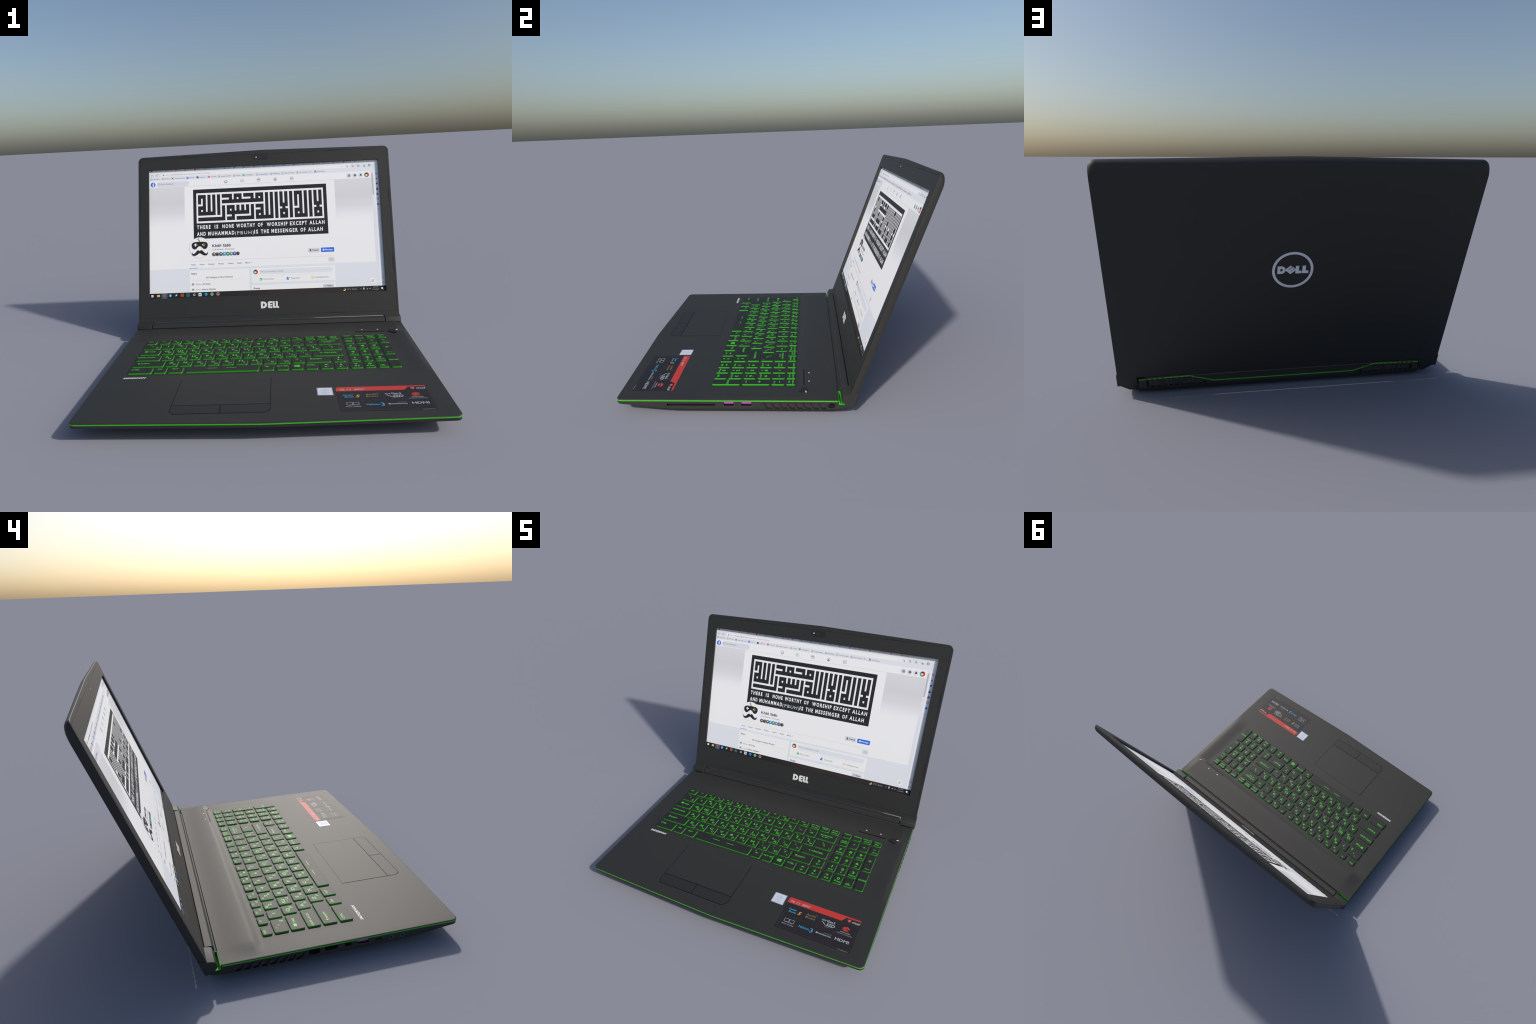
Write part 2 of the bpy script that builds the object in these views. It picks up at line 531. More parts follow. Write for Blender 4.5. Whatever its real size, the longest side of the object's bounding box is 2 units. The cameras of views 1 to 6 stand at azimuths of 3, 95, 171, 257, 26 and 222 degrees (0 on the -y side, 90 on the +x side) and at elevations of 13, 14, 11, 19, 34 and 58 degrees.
def ring_mesh(name, cy, cz, r0, r1, sx, out, m, ry=1.0):
    bm = bmesh.new()
    fr, n = side_frame(sx), 24
    loops = []
    for r, c in ((r1, -0.001), (r1, out), (r0, out), (r0, -0.010)):
        loops.append([bm.verts.new(fr(cy + r * cos(2 * pi * i / n), cz + r * ry * sin(2 * pi * i / n), c)) for i in range(n)])
    for a, b in zip(loops, loops[1:]):
        for i in range(n):
            bm.faces.new((a[i], a[(i + 1) % n], b[(i + 1) % n], b[i]))
    return put(name, bm_mesh(bm, name), chassis, [m], smooth=40)
ring_mesh("audio_jack", -0.5229, 0.0733, 0.0080, 0.0128, -1, 0.0012, M_TEAL)
ring_mesh("audio_jack", -0.5882, 0.0739, 0.0080, 0.0128, -1, 0.0012, M_TEAL)
# round socket at the rear of the right wall: a dished black plug
bm = bmesh.new()
fr, n = side_frame(1), 20
loops = []
for k in range(5):
    a = (pi / 2) * k / 4
    loops.append([bm.verts.new(fr(0.353 + 0.0203 * cos(a) * cos(2 * pi * i / n), 0.071 + 0.0152 * cos(a) * sin(2 * pi * i / n), -0.003 - 0.012 * sin(a) * 0.8)) for i in range(n)])
for a, b in zip(loops[:-1], loops[1:-1]):
    for i in range(n):
        bm.faces.new((a[i], a[(i + 1) % n], b[(i + 1) % n], b[i]))
c = bm.verts.new(fr(0.353, 0.071, -0.0128))
for i in range(n):
    bm.faces.new((loops[-2][i], loops[-2][(i + 1) % n], c))
bmesh.ops.delete(bm, geom=loops[-1], context='VERTS')
put("power_socket", bm_mesh(bm, "power_socket"), chassis, [M_DARK], smooth=60)

# --- side vents: slats standing proud between the openings, cooling fins behind
slat_mesh = None
for sx in (1, -1):
    for i in range(VENT_N + 1):
        bm = bmesh.new()
        y = VENT_Y + VENT_PITCH * i
        s = [(y - 0.0165, 0.0862), (y - 0.0012, 0.0862), (y + 0.0243, 0.0488), (y + 0.0090, 0.0488)]
        prism(bm, s, -0.002, 0.0018, 0, side_frame(sx))
        put("vent_slat", bm_mesh(bm, "vent_slat"), chassis, [M_BODY])
    bm = bmesh.new()
    for k in range(66):
        y = -0.040 + 0.0058 * k
        prism(bm, rect(y, 0.054, y + 0.0026, 0.087), -0.020, -0.008, 0, side_frame(sx))
    put("cooling_fins", bm_mesh(bm, "cooling_fins"), chassis, [M_FIN], stuff=True)

# --- exhaust block behind the hinge bar, with slats, fins and a green light line
bm = bmesh.new()
BLOCK = [(0.4400, 0.0120), (0.4640, 0.0300), (0.4720, 0.0500), (0.4720, 0.1040), (0.4680, 0.1070), (0.4400, 0.1070)]
prism(bm, BLOCK, -0.8780, 0.8780, 0, lambda a, b, c: Vector((c, a, b)))
put("exhaust_block", bm_mesh(bm, "exhaust_block"), chassis, [M_BODY], smooth=20)
for sx in (1, -1):
    bm = bmesh.new()
    prism(bm, [(sx * a, b) for a, b in REAR_VENT], -0.004, 0.0006, 0, rear_frame)
    put("exhaust_dark_panel", bm_mesh(bm, "exhaust_dark_panel"), chassis, [M_DARK])
for sx in (1, -1):
    for k in range(12):
        x = 0.832 - 0.0315 * k
        lean = 0.0 + 0.0030 * max(0, k - 1)
        bm = bmesh.new()
        top = 0.0925 if k < 9 else 0.0925 - 0.009 * (k - 8)
        s = [(sx * (x - 0.0045), top), (sx * (x + 0.0045), top), (sx * (x + 0.0045 - lean + 0.010), 0.038), (sx * (x - 0.0045 - lean + 0.010), 0.038)]
        prism(bm, s, -0.004, 0.0042, 0, rear_frame)
        put("exhaust_slat", bm_mesh(bm, "exhaust_slat"), chassis, [M_BODY])
    bm = bmesh.new()
    for k in range(52):
        x = 0.50 + 0.0062 * k
        a, b = sorted((sx * x, sx * (x + 0.0026)))
        prism(bm, rect(a, 0.048, b, 0.084), -0.004, 0.0012, 0, rear_frame)
    put("cooling_fins", bm_mesh(bm, "cooling_fins"), chassis, [M_FIN], stuff=True)
bm = bmesh.new()
LIGHT = [(-0.878, 0.0872), (-0.576, 0.0925), (-0.4345, 0.0565), (0.4345, 0.0565), (0.576, 0.0925), (0.878, 0.0872)]
for (x0, z0), (x1, z1) in zip(LIGHT, LIGHT[1:]):
    prism(bm, [(x0, z0 - 0.0026), (x1, z1 - 0.0026), (x1, z1 + 0.0026), (x0, z0 + 0.0026)], 0.0005, 0.0028, 0, rear_frame)
put("rear_light_line", bm_mesh(bm, "rear_light_line"), chassis, [M_TRIM])

# ================================================================ KEYBOARD
KEY_Z0, KEY_Z1 = DECK_Z - 0.001, 0.1155
bm = bmesh.new()
prism(bm, rrect(-0.862, -0.388, 0.838, 0.152, 0.012), DECK_Z - 0.002, DECK_Z + 0.00008)
keyboard = put("keyboard", bm_mesh(bm, "keyboard"), LAPTOP, [M_BODY])

def key_mesh(x0, y0, x1, y1, marks):
    sh = Sheet(KEY_Z1, [M_KEYTOP, M_KEYSIDE, M_LEGEND])
    bm = sh.bm
    r = 0.0085
    foot = rrect(x0 - 0.0006, y0 - 0.0006, x1 + 0.0006, y1 + 0.0006, r, 4)
    top = rrect(x0 + 0.0004, y0 + 0.0004, x1 - 0.0004, y1 - 0.0004, r, 4)
    cap = rrect(x0 + 0.0018, y0 + 0.0018, x1 - 0.0018, y1 - 0.0018, r - 0.001, 4)
    a = [bm.verts.new((x, y, KEY_Z0)) for x, y in foot]
    b = [bm.verts.new((x, y, KEY_Z1 - 0.0005)) for x, y in top]
    c = [bm.verts.new((x, y, KEY_Z1)) for x, y in cap]
    n = len(a)
    for i in range(n):
        j = (i + 1) % n
        bm.faces.new((a[i], a[j], b[j], b[i])).material_index = 1
        bm.faces.new((b[i], b[j], c[j], c[i])).material_index = 0
    bm.faces.new(c).material_index = 0
    w, h = x1 - x0, y1 - y0
    for kind, *d in marks:
        if kind == 't':
            body, u, v, size, stretch = d
            sh.text(body, x0 + w * u, y0 + h * v - size / 2, size, M_LEGEND, 1, align='C', bold=0.024, stretch=stretch)
        elif kind == 'b':
            u, v, bw, bh = d
            sh.box(x0 + w * u - bw / 2, y0 + h * v - bh / 2, x0 + w * u + bw / 2, y0 + h * v + bh / 2, M_LEGEND, 1)
        elif kind == 'p':
            u, v, pts = d
            sh.poly([(x0 + w * u + px, y0 + h * v + py) for px, py in pts], M_LEGEND, 1)
    return sh

def arrow(dx, dy, s=0.012):
    pts = [(-1, -0.2), (0, -0.2), (0, -0.75), (1, 0), (0, 0.75), (0, 0.2), (-1, 0.2)]
    return [(s * (a * dx - b * dy), s * (a * dy + b * dx)) for a, b in pts]

def speaker(s=0.008):
    return [(-s, -s * .5), (-s * .3, -s * .5), (s * .5, -s), (s * .5, s), (-s * .3, s * .5), (-s, s * .5)]

WIDE = 1.50
def letter(main, second, upper=None):
    m = [('t', main, 0.42, 0.60, 0.0205, WIDE)]
    if second:
        m.append(('t', second, 0.72, 0.27, 0.0165, 1.25))
    if upper:
        m.append(('t', upper, 0.27, 0.83, 0.013, 1.1))
    return m

def number(n, sym, second=None):
    m = [('t', n, 0.52, 0.52, 0.0205, WIDE), ('t', sym, 0.28, 0.82, 0.0135, 1.15)]
    if second:
        m.append(('t', second, 0.74, 0.24, 0.014, 1.1))
    return m

def word(s, u=0.30, v=0.58, size=0.0125):
    return [('t', s, u, v, size, 1.2)]

rows = {'f': (0.0900, 0.1430), 'n': (-0.0020, 0.0760), 't': (-0.0930, -0.0150), 'c': (-0.1840, -0.1090), 's': (-0.2790, -0.1990), 'b': (-0.3710, -0.2950)}
keys = []
def add(row, x0, x1, marks, y0=None, y1=None):
    a, b = rows[row]
    keys.append((seat_x(x0), seat_y(a if y0 is None else y0), seat_x(x1), seat_y(b if y1 is None else y1), marks))
def seat_x(x):
    return x * 0.99885 + 0.0015
def seat_y(y):
    return y * 0.99885 - 0.0031

# function row
F_X = [(-0.847, -0.779), (-0.754, -0.686), (-0.671, -0.603), (-0.589, -0.521), (-0.503, -0.436), (-0.412, -0.344), (-0.328, -0.260),
       (-0.247, -0.179), (-0.165, -0.098), (-0.071, -0.004), (0.010, 0.078), (0.093, 0.161), (0.174, 0.242)]
F_ICON = {2: 'bars', 3: 'bars', 4: 'bars', 5: 'oval', 6: 'oval', 7: 'oval', 10: 'oval', 12: 'bars'}
for i, (a, b) in enumerate(F_X):
    mk = [('t', "ESC" if i == 0 else "F%d" % i, 0.40, 0.72, 0.0115, 1.2)]
    if F_ICON.get(i) == 'oval':
        mk.append(('p', 0.68, 0.27, disc(0, 0, 0.010, 12, 0.0065)))
    elif F_ICON.get(i) == 'bars':
        mk += [('b', 0.68, 0.33, 0.022, 0.0035), ('b', 0.66, 0.20, 0.018, 0.0035), ('b', 0.60, 0.27, 0.004, 0.010)]
    add('f', a, b, mk)
two = lambda a, b: [('t', a, 0.5, 0.73, 0.0105, 1.1), ('t', b, 0.5, 0.30, 0.0105, 1.1)]
add('f', 0.267, 0.336, two("PRT SCR", "SYS RQ"))
add('f', 0.349, 0.418, [('t', "SCROLL", 0.5, 0.76, 0.0105, 1.1), ('t', "LOCK", 0.52, 0.48, 0.0105, 1.1)])
add('f', 0.432, 0.496, two("PAUSE", "BREAK"))
NP = [(0.532, 0.591), (0.610, 0.668), (0.686, 0.745), (0.763, 0.822)]
for (a, b), mk in zip(NP, ([('t', "INSERT", 0.5, 0.74, 0.0105, 1.1)], [('t', "DELETE", 0.5, 0.74, 0.0105, 1.1)], two("PAGE UP", "HOME"), two("PGDN", "END"))):
    add('f', a, b, mk)
# number row
add('n', -0.847, -0.732, [('t', "~", 0.36, 0.80, 0.014, 1.2), ('t', "`", 0.52, 0.44, 0.030, 1.2), ('t', "Ё", 0.82, 0.22, 0.0165, 1.1)])
PITCH, KW = 0.0893, 0.0747
for i, (n_, s_, c_) in enumerate((("1", "!", None), ("2", "@", '"'), ("3", "#", "№"), ("4", "$", ";"), ("5", "%", None), ("6", "^", ":"), ("7", "&", "?"),
                                  ("8", "*", None), ("9", "(", None), ("0", ")", "="), ("–", "_", None), ("=", "+", None))):
    add('n', -0.717 + PITCH * i, -0.717 + PITCH * i + KW, number(n_, s_, c_))
add('n', 0.352, 0.498, [('t', "BACKSPACE", 0.47, 0.66, 0.0115, 1.1), ('b', 0.46, 0.42, 0.042, 0.0045), ('p', 0.32, 0.42, arrow(-1, 0, 0.010))])
# letters
add('t', -0.847, -0.716, [('t', "TAB", 0.58, 0.58, 0.0135, 1.3), ('p', 0.28, 0.60, rrect(-0.011, -0.009, 0.011, 0.009, 0.003, 2))])
for i, (m_, s_) in enumerate(zip("QWERTYUIOP", "ЙЦУКЕНГШЩЗ")):
    mk = letter("Ш" if m_ == "W" else m_, s_)
    if m_ == "W":
        mk.append(('b', 0.38, 0.28, 0.016, 0.0025))
    add('t', -0.700 + PITCH * i, -0.700 + PITCH * i + KW, mk)
add('t', -0.700 + PITCH * 10, -0.700 + PITCH * 10 + KW, letter("[", "Х", "{"))
add('t', -0.700 + PITCH * 11, -0.700 + PITCH * 11 + KW, letter("]", "Ъ", "}"))
add('t', 0.373, 0.497, [('t', "|", 0.40, 0.80, 0.014, 1.2), ('t', "\\", 0.52, 0.50, 0.022, 1.5), ('t', "/", 0.88, 0.20, 0.014, 1.2)])
add('c', -0.847, -0.692, word("CAPS LOCK", 0.40, 0.60, 0.0135))
for i, (m_, s_) in enumerate(zip("ASDFGHJKL", "ФЫВАПРОЛД")):
    mk = letter(m_, s_)
    if m_ == "J":
        mk.append(('b', 0.38, 0.26, 0.016, 0.0025))
    add('c', -0.680 + PITCH * i, -0.680 + PITCH * i + KW, mk)
add('c', -0.680 + PITCH * 9, -0.680 + PITCH * 9 + KW, letter(";", "Ж", ":"))
add('c', -0.680 + PITCH * 10, -0.680 + PITCH * 10 + KW, letter("'", "Э", '"'))
add('c', 0.306, 0.496, [('t', "ENTER", 0.62, 0.55, 0.0135, 1.35), ('b', 0.37, 0.55, 0.026, 0.0042), ('p', 0.29, 0.55, arrow(-1, 0, 0.010)), ('b', 0.432, 0.59, 0.004, 0.009)])
add('s', -0.847, -0.646, [('t', "SHIFT", 0.38, 0.56, 0.0130, 1.35), ('p', 0.17, 0.58, arrow(0, 1, 0.011))])
for i, (m_, s_) in enumerate(zip("ZXCVBNM", "ЯЧСМИТЬ")):
    add('s', -0.633 + PITCH * i + 0.0003, -0.633 + PITCH * i + KW, letter("П" if m_ == "N" else m_, s_))
for i, (m_, s_, u_) in enumerate(((",", "Б", "<"), (".", "Ю", ">"), ("/", "!", "?"))):
    add('s', -0.633 + PITCH * (7 + i), -0.633 + PITCH * (7 + i) + KW, letter(m_, s_, u_))
add('s', 0.260, 0.409, [('t', "SHIFT", 0.46, 0.56, 0.0130, 1.35), ('p', 0.19, 0.58, arrow(0, 1, 0.011))])
add('s', 0.426, 0.499, [('p', 0.5, 0.68, arrow(0, 1, 0.012)), ('p', 0.42, 0.30, disc(0, 0, 0.006, 10)), ('b', 0.66, 0.30, 0.010, 0.003)])
# bottom row
add('b', -0.847, -0.701, word("CTRL", 0.27, 0.66, 0.0135))
add('b', -0.686, -0.612, word("FN", 0.42, 0.66, 0.0135))
add('b', -0.596, -0.507, word("ALT", 0.42, 0.66, 0.0135))
add('b', -0.487, -0.038, [('b', 0.36, 0.60, 0.060, 0.0032), ('b', 0.62, 0.60, 0.060, 0.0032)])
add('b', -0.018, 0.055, letter("<", None, ">"))
add('b', 0.072, 0.144, word("ALT GR", 0.48, 0.64, 0.0125))
add('b', 0.162, 0.233, [('p', 0.5, 0.56, [(-0.0165, -0.0105), (-0.002, -0.0125), (-0.002, -0.001), (-0.0165, -0.001)]),
                        ('p', 0.5, 0.56, [(-0.0165, 0.001), (-0.002, 0.001), (-0.002, 0.0125), (-0.0165, 0.0105)]),
                        ('p', 0.5, 0.56, [(-0.0005, -0.0127), (0.0165, -0.015), (0.0165, -0.001), (-0.0005, -0.001)]),
                        ('p', 0.5, 0.56, [(-0.0005, 0.001), (0.0165, 0.001), (0.0165, 0.015), (-0.0005, 0.0127)])])
add('b', 0.251, 0.322, word("CTRL", 0.46, 0.66, 0.0130))
add('b', 0.340, 0.413, [('p', 0.5, 0.66, arrow(-1, 0)), ('p', 0.45, 0.28, speaker()), ('p', 0.62, 0.28, disc(0, 0, 0.003, 8))])
add('b', 0.429, 0.503, [('p', 0.5, 0.64, arrow(0, -1)), ('p', 0.42, 0.26, disc(0, 0, 0.006, 10)), ('p', 0.66, 0.26, disc(0, 0, 0.003, 8))])
add('b', 0.522, 0.591, [('p', 0.5, 0.66, arrow(1, 0)), ('p', 0.44, 0.28, speaker()), ('b', 0.64, 0.28, 0.004, 0.014), ('b', 0.73, 0.28, 0.003, 0.016)])
# number pad
def pad(n_, sub=None, pts=None):
    m = [('t', n_, 0.52, 0.60, 0.0215, 1.55)]
    if sub:
        m.append(('t', sub, 0.50, 0.20, 0.0110, 1.15))
    if pts:
        m.append(('p', 0.48, 0.22, pts))
    return m
grid = {'n': ([('t', "NUM", 0.5, 0.64, 0.0115, 1.2), ('t', "LOCK", 0.5, 0.42, 0.0115, 1.2)], [('t', "/", 0.5, 0.55, 0.016, 2.0)],
              [('t', "*", 0.5, 0.42, 0.030, 1.3)], [('b', 0.5, 0.60, 0.020, 0.0042), ('t', "PG A", 0.62, 0.22, 0.010, 1.1)]),
        't': (pad("7", "HOME"), pad("8", None, arrow(0, 1, 0.008)), pad("9", "PGUP"), None),
        'c': (pad("4", None, arrow(-1, 0, 0.009)), pad("5", "—"), pad("6", None, arrow(1, 0, 0.009)), None),
        's': (pad("1", "END"), pad("2", None, arrow(0, -1, 0.008)), pad("3", "PGDN"), None)}
for r_, cells in grid.items():
    for (a, b), mk in zip(NP, cells):
        if mk:
            add(r_, a, b, mk)
add('t', 0.763, 0.822, [('t', "+", 0.5, 0.62, 0.026, 1.3), ('t', "PG V", 0.55, 0.13, 0.010, 1.1)], rows['c'][0], rows['t'][1])
add('s', 0.763, 0.822, [('t', "ENTER", 0.55, 0.55, 0.0125, 1.1)], rows['b'][0], rows['s'][1])
add('b', 0.608, 0.667, [('t', "0", 0.55, 0.62, 0.022, 1.4), ('p', 0.28, 0.28, speaker(0.007)), ('t', "INS", 0.70, 0.24, 0.0115, 1.2)])
add('b', 0.686, 0.745, [('t', ".", 0.5, 0.56, 0.030, 1.2), ('t', "DEL", 0.5, 0.26, 0.0125, 1.2)])

for x0, y0, x1, y1, marks in keys:
    sh = key_mesh(x0, y0, x1, y1, marks)
    sh.build("key", keyboard)

# ---------------------------------------------------------------- touchpad
bm = bmesh.new()
TP = [(-0.4915, -0.4575), (-0.4915, -0.8230), (-0.4690, -0.8520), (0.0190, -0.8520), (0.0435, -0.8230), (0.0435, -0.4575)]
prism(bm, TP, DECK_Z - 0.003, DECK_Z + 0.0003, 0)
touch = put("touchpad_seam", bm_mesh(bm, "touchpad_seam"), LAPTOP, [M_GROOVE])
bm = bmesh.new()
prism(bm, rect(-0.4880, -0.7620, 0.0400, -0.4583), DECK_Z - 0.003, DECK_Z + 0.0009)
put("touchpad", bm_mesh(bm, "touchpad"), touch, [M_BODY])
for pts in ([(-0.4880, -0.7665), (-0.4880, -0.8210), (-0.4670, -0.8480), (-0.2248, -0.8480), (-0.2248, -0.7665)],
            [(-0.2200, -0.7665), (-0.2200, -0.8480), (0.0170, -0.8480), (0.0400, -0.8210), (0.0400, -0.7665)]):
    bm = bmesh.new()
    prism(bm, pts, DECK_Z - 0.003, DECK_Z + 0.0008)
    put("touchpad_button", bm_mesh(bm, "touchpad_button"), touch, [M_BUTTON])

# ------------------------------------------------- power and shortcut buttons
def on_deck(name, parent, pts, lift, m, sink=0.004):
    """prism that follows the deck: every corner stands `lift` above the surface below it"""
    bm = bmesh.new()
    lo = [bm.verts.new((x, y, deck_height(x, y) - sink)) for x, y in pts]
    hi = [bm.verts.new((x, y, deck_height(x, y) + (lift[i] if isinstance(lift, (list, tuple)) else lift))) for i, (x, y) in enumerate(pts)]
    bm.faces.new(lo[::-1])
    bm.faces.new(hi)
    n = len(pts)
    for i in range(n):
        bm.faces.new((lo[i], lo[(i + 1) % n], hi[(i + 1) % n], hi[i]))
    return put(name, bm_mesh(bm, name), parent, [m])
for k, (a, b, lx) in enumerate(((0.6290, 0.7290, 0.6795), (0.7320, 0.8300, 0.7895))):
    o = on_deck("shortcut_button", LAPTOP, [(a, 0.1960), (b, 0.1955), (b + 0.010, 0.2120), (a + 0.003, 0.2125)], [0.0012, 0.0012, 0.0004, 0.0004], M_BODY)
    on_deck("button_gap", o, [(a - 0.002, 0.1895), (b + 0.0015, 0.1890), (b + 0.0015, 0.1957), (a - 0.002, 0.1962)], 0.0008, M_GROOVE)
    if k:
        on_deck("button_gap", o, [(b + 0.0005, 0.1950), (b + 0.0035, 0.1950), (b + 0.0135, 0.2110), (b + 0.0105, 0.2115)], 0.0005, M_GROOVE)
    on_deck("status_light", o, disc(lx, 0.2245, 0.0062, 16, 0.0050), 0.0007, M_LIGHT)
PB = [(0.8535, 0.1870), (0.9070, 0.1660), (0.9555, 0.2290), (0.9160, 0.2200), (0.8705, 0.2130)]
power = on_deck("power_button", LAPTOP, PB, [0.0034, 0.0040, 0.0012, 0.0012, 0.0010], M_POWER)
on_deck("button_gap", power, [(0.8500, 0.1875), (0.9070, 0.1630), (0.9085, 0.1660), (0.8540, 0.1890)], 0.0014, M_GROOVE)
on_deck("status_light", power, [(0.9120, 0.2010), (0.9250, 0.2025), (0.9290, 0.2095), (0.9180, 0.2090)], 0.0034, M_LIGHT)

# ---------------------------------------------------------------- deck lettering
sh = Sheet(DECK_Z, [M_WHITE])
sh.text("SADIQKHAN", -0.857, -0.429, 0.0165, M_WHITE, 2, width=0.140, bold=0.03, shear=0.25)
sh.build("owner_lettering", LAPTOP)

# ---------------------------------------------------------------- stickers
sh = Sheet(DECK_Z, [K_EDGE])
sh.box(0.2975, -0.6890, 0.3835, -0.6030, K_EDGE, 2)
sh.round(0.3030, -0.6835, 0.3780, -0.6085, 0.006, K_PALE, 3)
sh.ring(0.3400, -0.6340, 0.0235, 0.0022, K_BLUE, 4, 0.0140)
sh.text("intel", 0.3400, -0.6380, 0.0100, K_BLUE, 4, align='C', bold=0.01)
sh.text("CORE i5", 0.3400, -0.6650, 0.0105, K_BLUE, 4, width=0.048, align='C')
sh.text("8th Gen", 0.3400, -0.6770, 0.0070, K_BLUE, 4, width=0.036, align='C')
sh.build("processor_sticker", LAPTOP)

sh = Sheet(DECK_Z, [K_DARK])
sh.poly([(0.4015, -0.8620), (0.8925, -0.8620), (0.8925, -0.6180), (0.8870, -0.6045), (0.4110, -0.6045), (0.4015, -0.6150)], K_DARK, 2)
sh.poly([(0.4010, -0.6500), (0.4010, -0.6160), (0.4110, -0.6040), (0.8850, -0.6040), (0.8930, -0.6155), (0.7960, -0.6155), (0.7720, -0.6500)], K_RED, 3)
sh.text("GL", 0.4200, -0.6400, 0.0150, K_GREY, 4, width=0.030, bold=0.03, shear=0.3)
sh.text("73", 0.4560, -0.6420, 0.0170, K_GREY, 4, width=0.028, shear=0.2)
sh.text("8RC", 0.5000, -0.6400, 0.0150, K_GREY, 4, width=0.058, bold=0.03, shear=0.3)
sh.poly([(0.8060, -0.6230), (0.8300, -0.6230), (0.8300, -0.6340), (0.8200, -0.6450), (0.8110, -0.6410), (0.8060, -0.6320)], K_RED, 3)
sh.line([(0.826, -0.628), (0.814, -0.630), (0.814, -0.637), (0.823, -0.638)], 0.0022, K_GREY, 4)
sh.text("msi", 0.8370, -0.6420, 0.0190, K_GREY, 3, width=0.052, bold=0.03, shear=0.25)
X0, X1, Y0, YM, Y1 = 0.4150, 0.8790, -0.8490, -0.7530, -0.6590
CX = [X0 + (X1 - X0) * i / 4 for i in range(5)]
for y in (Y0, YM, Y1):
    sh.box(X0, y - 0.0006, X1, y + 0.0006, K_LINE, 3)
for x in CX:
    sh.box(x - 0.0006, Y0, x + 0.0006, Y1, K_LINE, 4)
c = [(a + b) / 2 for a, b in zip(CX, CX[1:])]
sh.text("Cooler", c[0] - 0.040, -0.7000, 0.0140, K_CYAN, 3, width=0.056, bold=0.02, shear=0.2)
sh.text("Boost", c[0] - 0.034, -0.7200, 0.0140, K_CYAN, 3, width=0.050, bold=0.02, shear=0.2)
sh.text("5", c[0] + 0.026, -0.7190, 0.0260, K_GOLD, 3, bold=0.03, shear=0.25, stretch=1.1)
sh.text("Audio", c[1] - 0.036, -0.6980, 0.0150, K_TAN, 3, width=0.066, bold=0.015, shear=0.1)
sh.text("Boost", c[1] - 0.036, -0.7190, 0.0150, K_TAN, 3, width=0.066, bold=0.015, shear=0.1)
sh.line([(c[1] + 0.020, -0.681), (c[1] + 0.030, -0.677), (c[1] + 0.038, -0.683)], 0.002, K_TAN, 3)
sh.text("PCI-E", c[2] - 0.048, -0.6950, 0.0120, K_GREY, 3, width=0.030, bold=0.03, shear=0.2)
sh.text("Gen.3", c[2] - 0.014, -0.6960, 0.0180, K_GREY, 3, width=0.052, bold=0.03)
sh.text("SSD", c[2] - 0.012, -0.7260, 0.0230, K_GREY, 3, width=0.058, bold=0.03, shear=0.25)
for i in range(4):
    sh.line([(c[2] - 0.044 + 0.006 * i, -0.7020 - 0.005 * i), (c[2] - 0.030 + 0.006 * i, -0.7080 - 0.005 * i)], 0.0026, K_GREY, 3)
sh.text("supported", c[2], -0.7360, 0.0050, K_GREY, 3, width=0.038, align='C')
sh.poly([(c[3] - 0.026, -0.7060), (c[3] - 0.020, -0.6900), (c[3] + 0.002, -0.6820), (c[3] + 0.018, -0.6900), (c[3] + 0.022, -0.7020), (c[3] + 0.004, -0.6960)], K_RED, 3)
sh.poly([(c[3] - 0.024, -0.7110), (c[3] - 0.004, -0.7020), (c[3] + 0.016, -0.7080), (c[3] + 0.006, -0.7170), (c[3] - 0.014, -0.7180)], K_RED, 3)
sh.text("DRAGON CENTER", c[3], -0.7330, 0.0080, K_GREY, 3, width=0.062, align='C', bold=0.02)
sh.text("with Exclusive Gaming Mode", c[3], -0.7450, 0.0065, K_GREY, 3, width=0.098, align='C', bold=0.01)
for k in (-1, 1):
    sh.frame(c[0] + 0.017 * k - 0.0160, -0.7990, c[0] + 0.017 * k + 0.0160, -0.7730, 0.0022, K_GREY, 3)
sh.line([(c[0] - 0.024, -0.8020), (c[0], -0.7985), (c[0] + 0.024, -0.8020)], 0.002, K_GREY, 4)
sh.text("Matrix Display", c[0], -0.8190, 0.0090, K_GREY, 3, width=0.080, align='C', bold=0.01)
sh.text("Nahimic", c[1] - 0.046, -0.8050, 0.0180, K_CYAN, 3, width=0.070, bold=0.01)
sh.text("3", c[1] + 0.027, -0.8140, 0.0340, K_CYAN, 3, bold=0.01, stretch=1.1)
sh.dot(c[2] - 0.044, -0.7960, 0.0065, K_GREY, 3)
sh.text("steelseries", c[2] - 0.036, -0.8010, 0.0125, K_GREY, 3, width=0.084, bold=0.02)
sh.text("ENGINE BY", c[2] + 0.002, -0.7835, 0.0050, K_GREY, 3, width=0.046)
sh.text("HDMI", c[3], -0.8010, 0.0210, K_GREY, 3, width=0.088, align='C', bold=0.025)
sh.text("www.gaming.com", 0.8150, -0.8580, 0.0060, K_GREY, 3, width=0.062)
sh.build("feature_sticker", LAPTOP)

# ===================================================================== LID
LID_W = 0.9975
S_BOT, S_END, S_MID = -0.0038, 1.3220, 1.3385
LID_R = 0.040

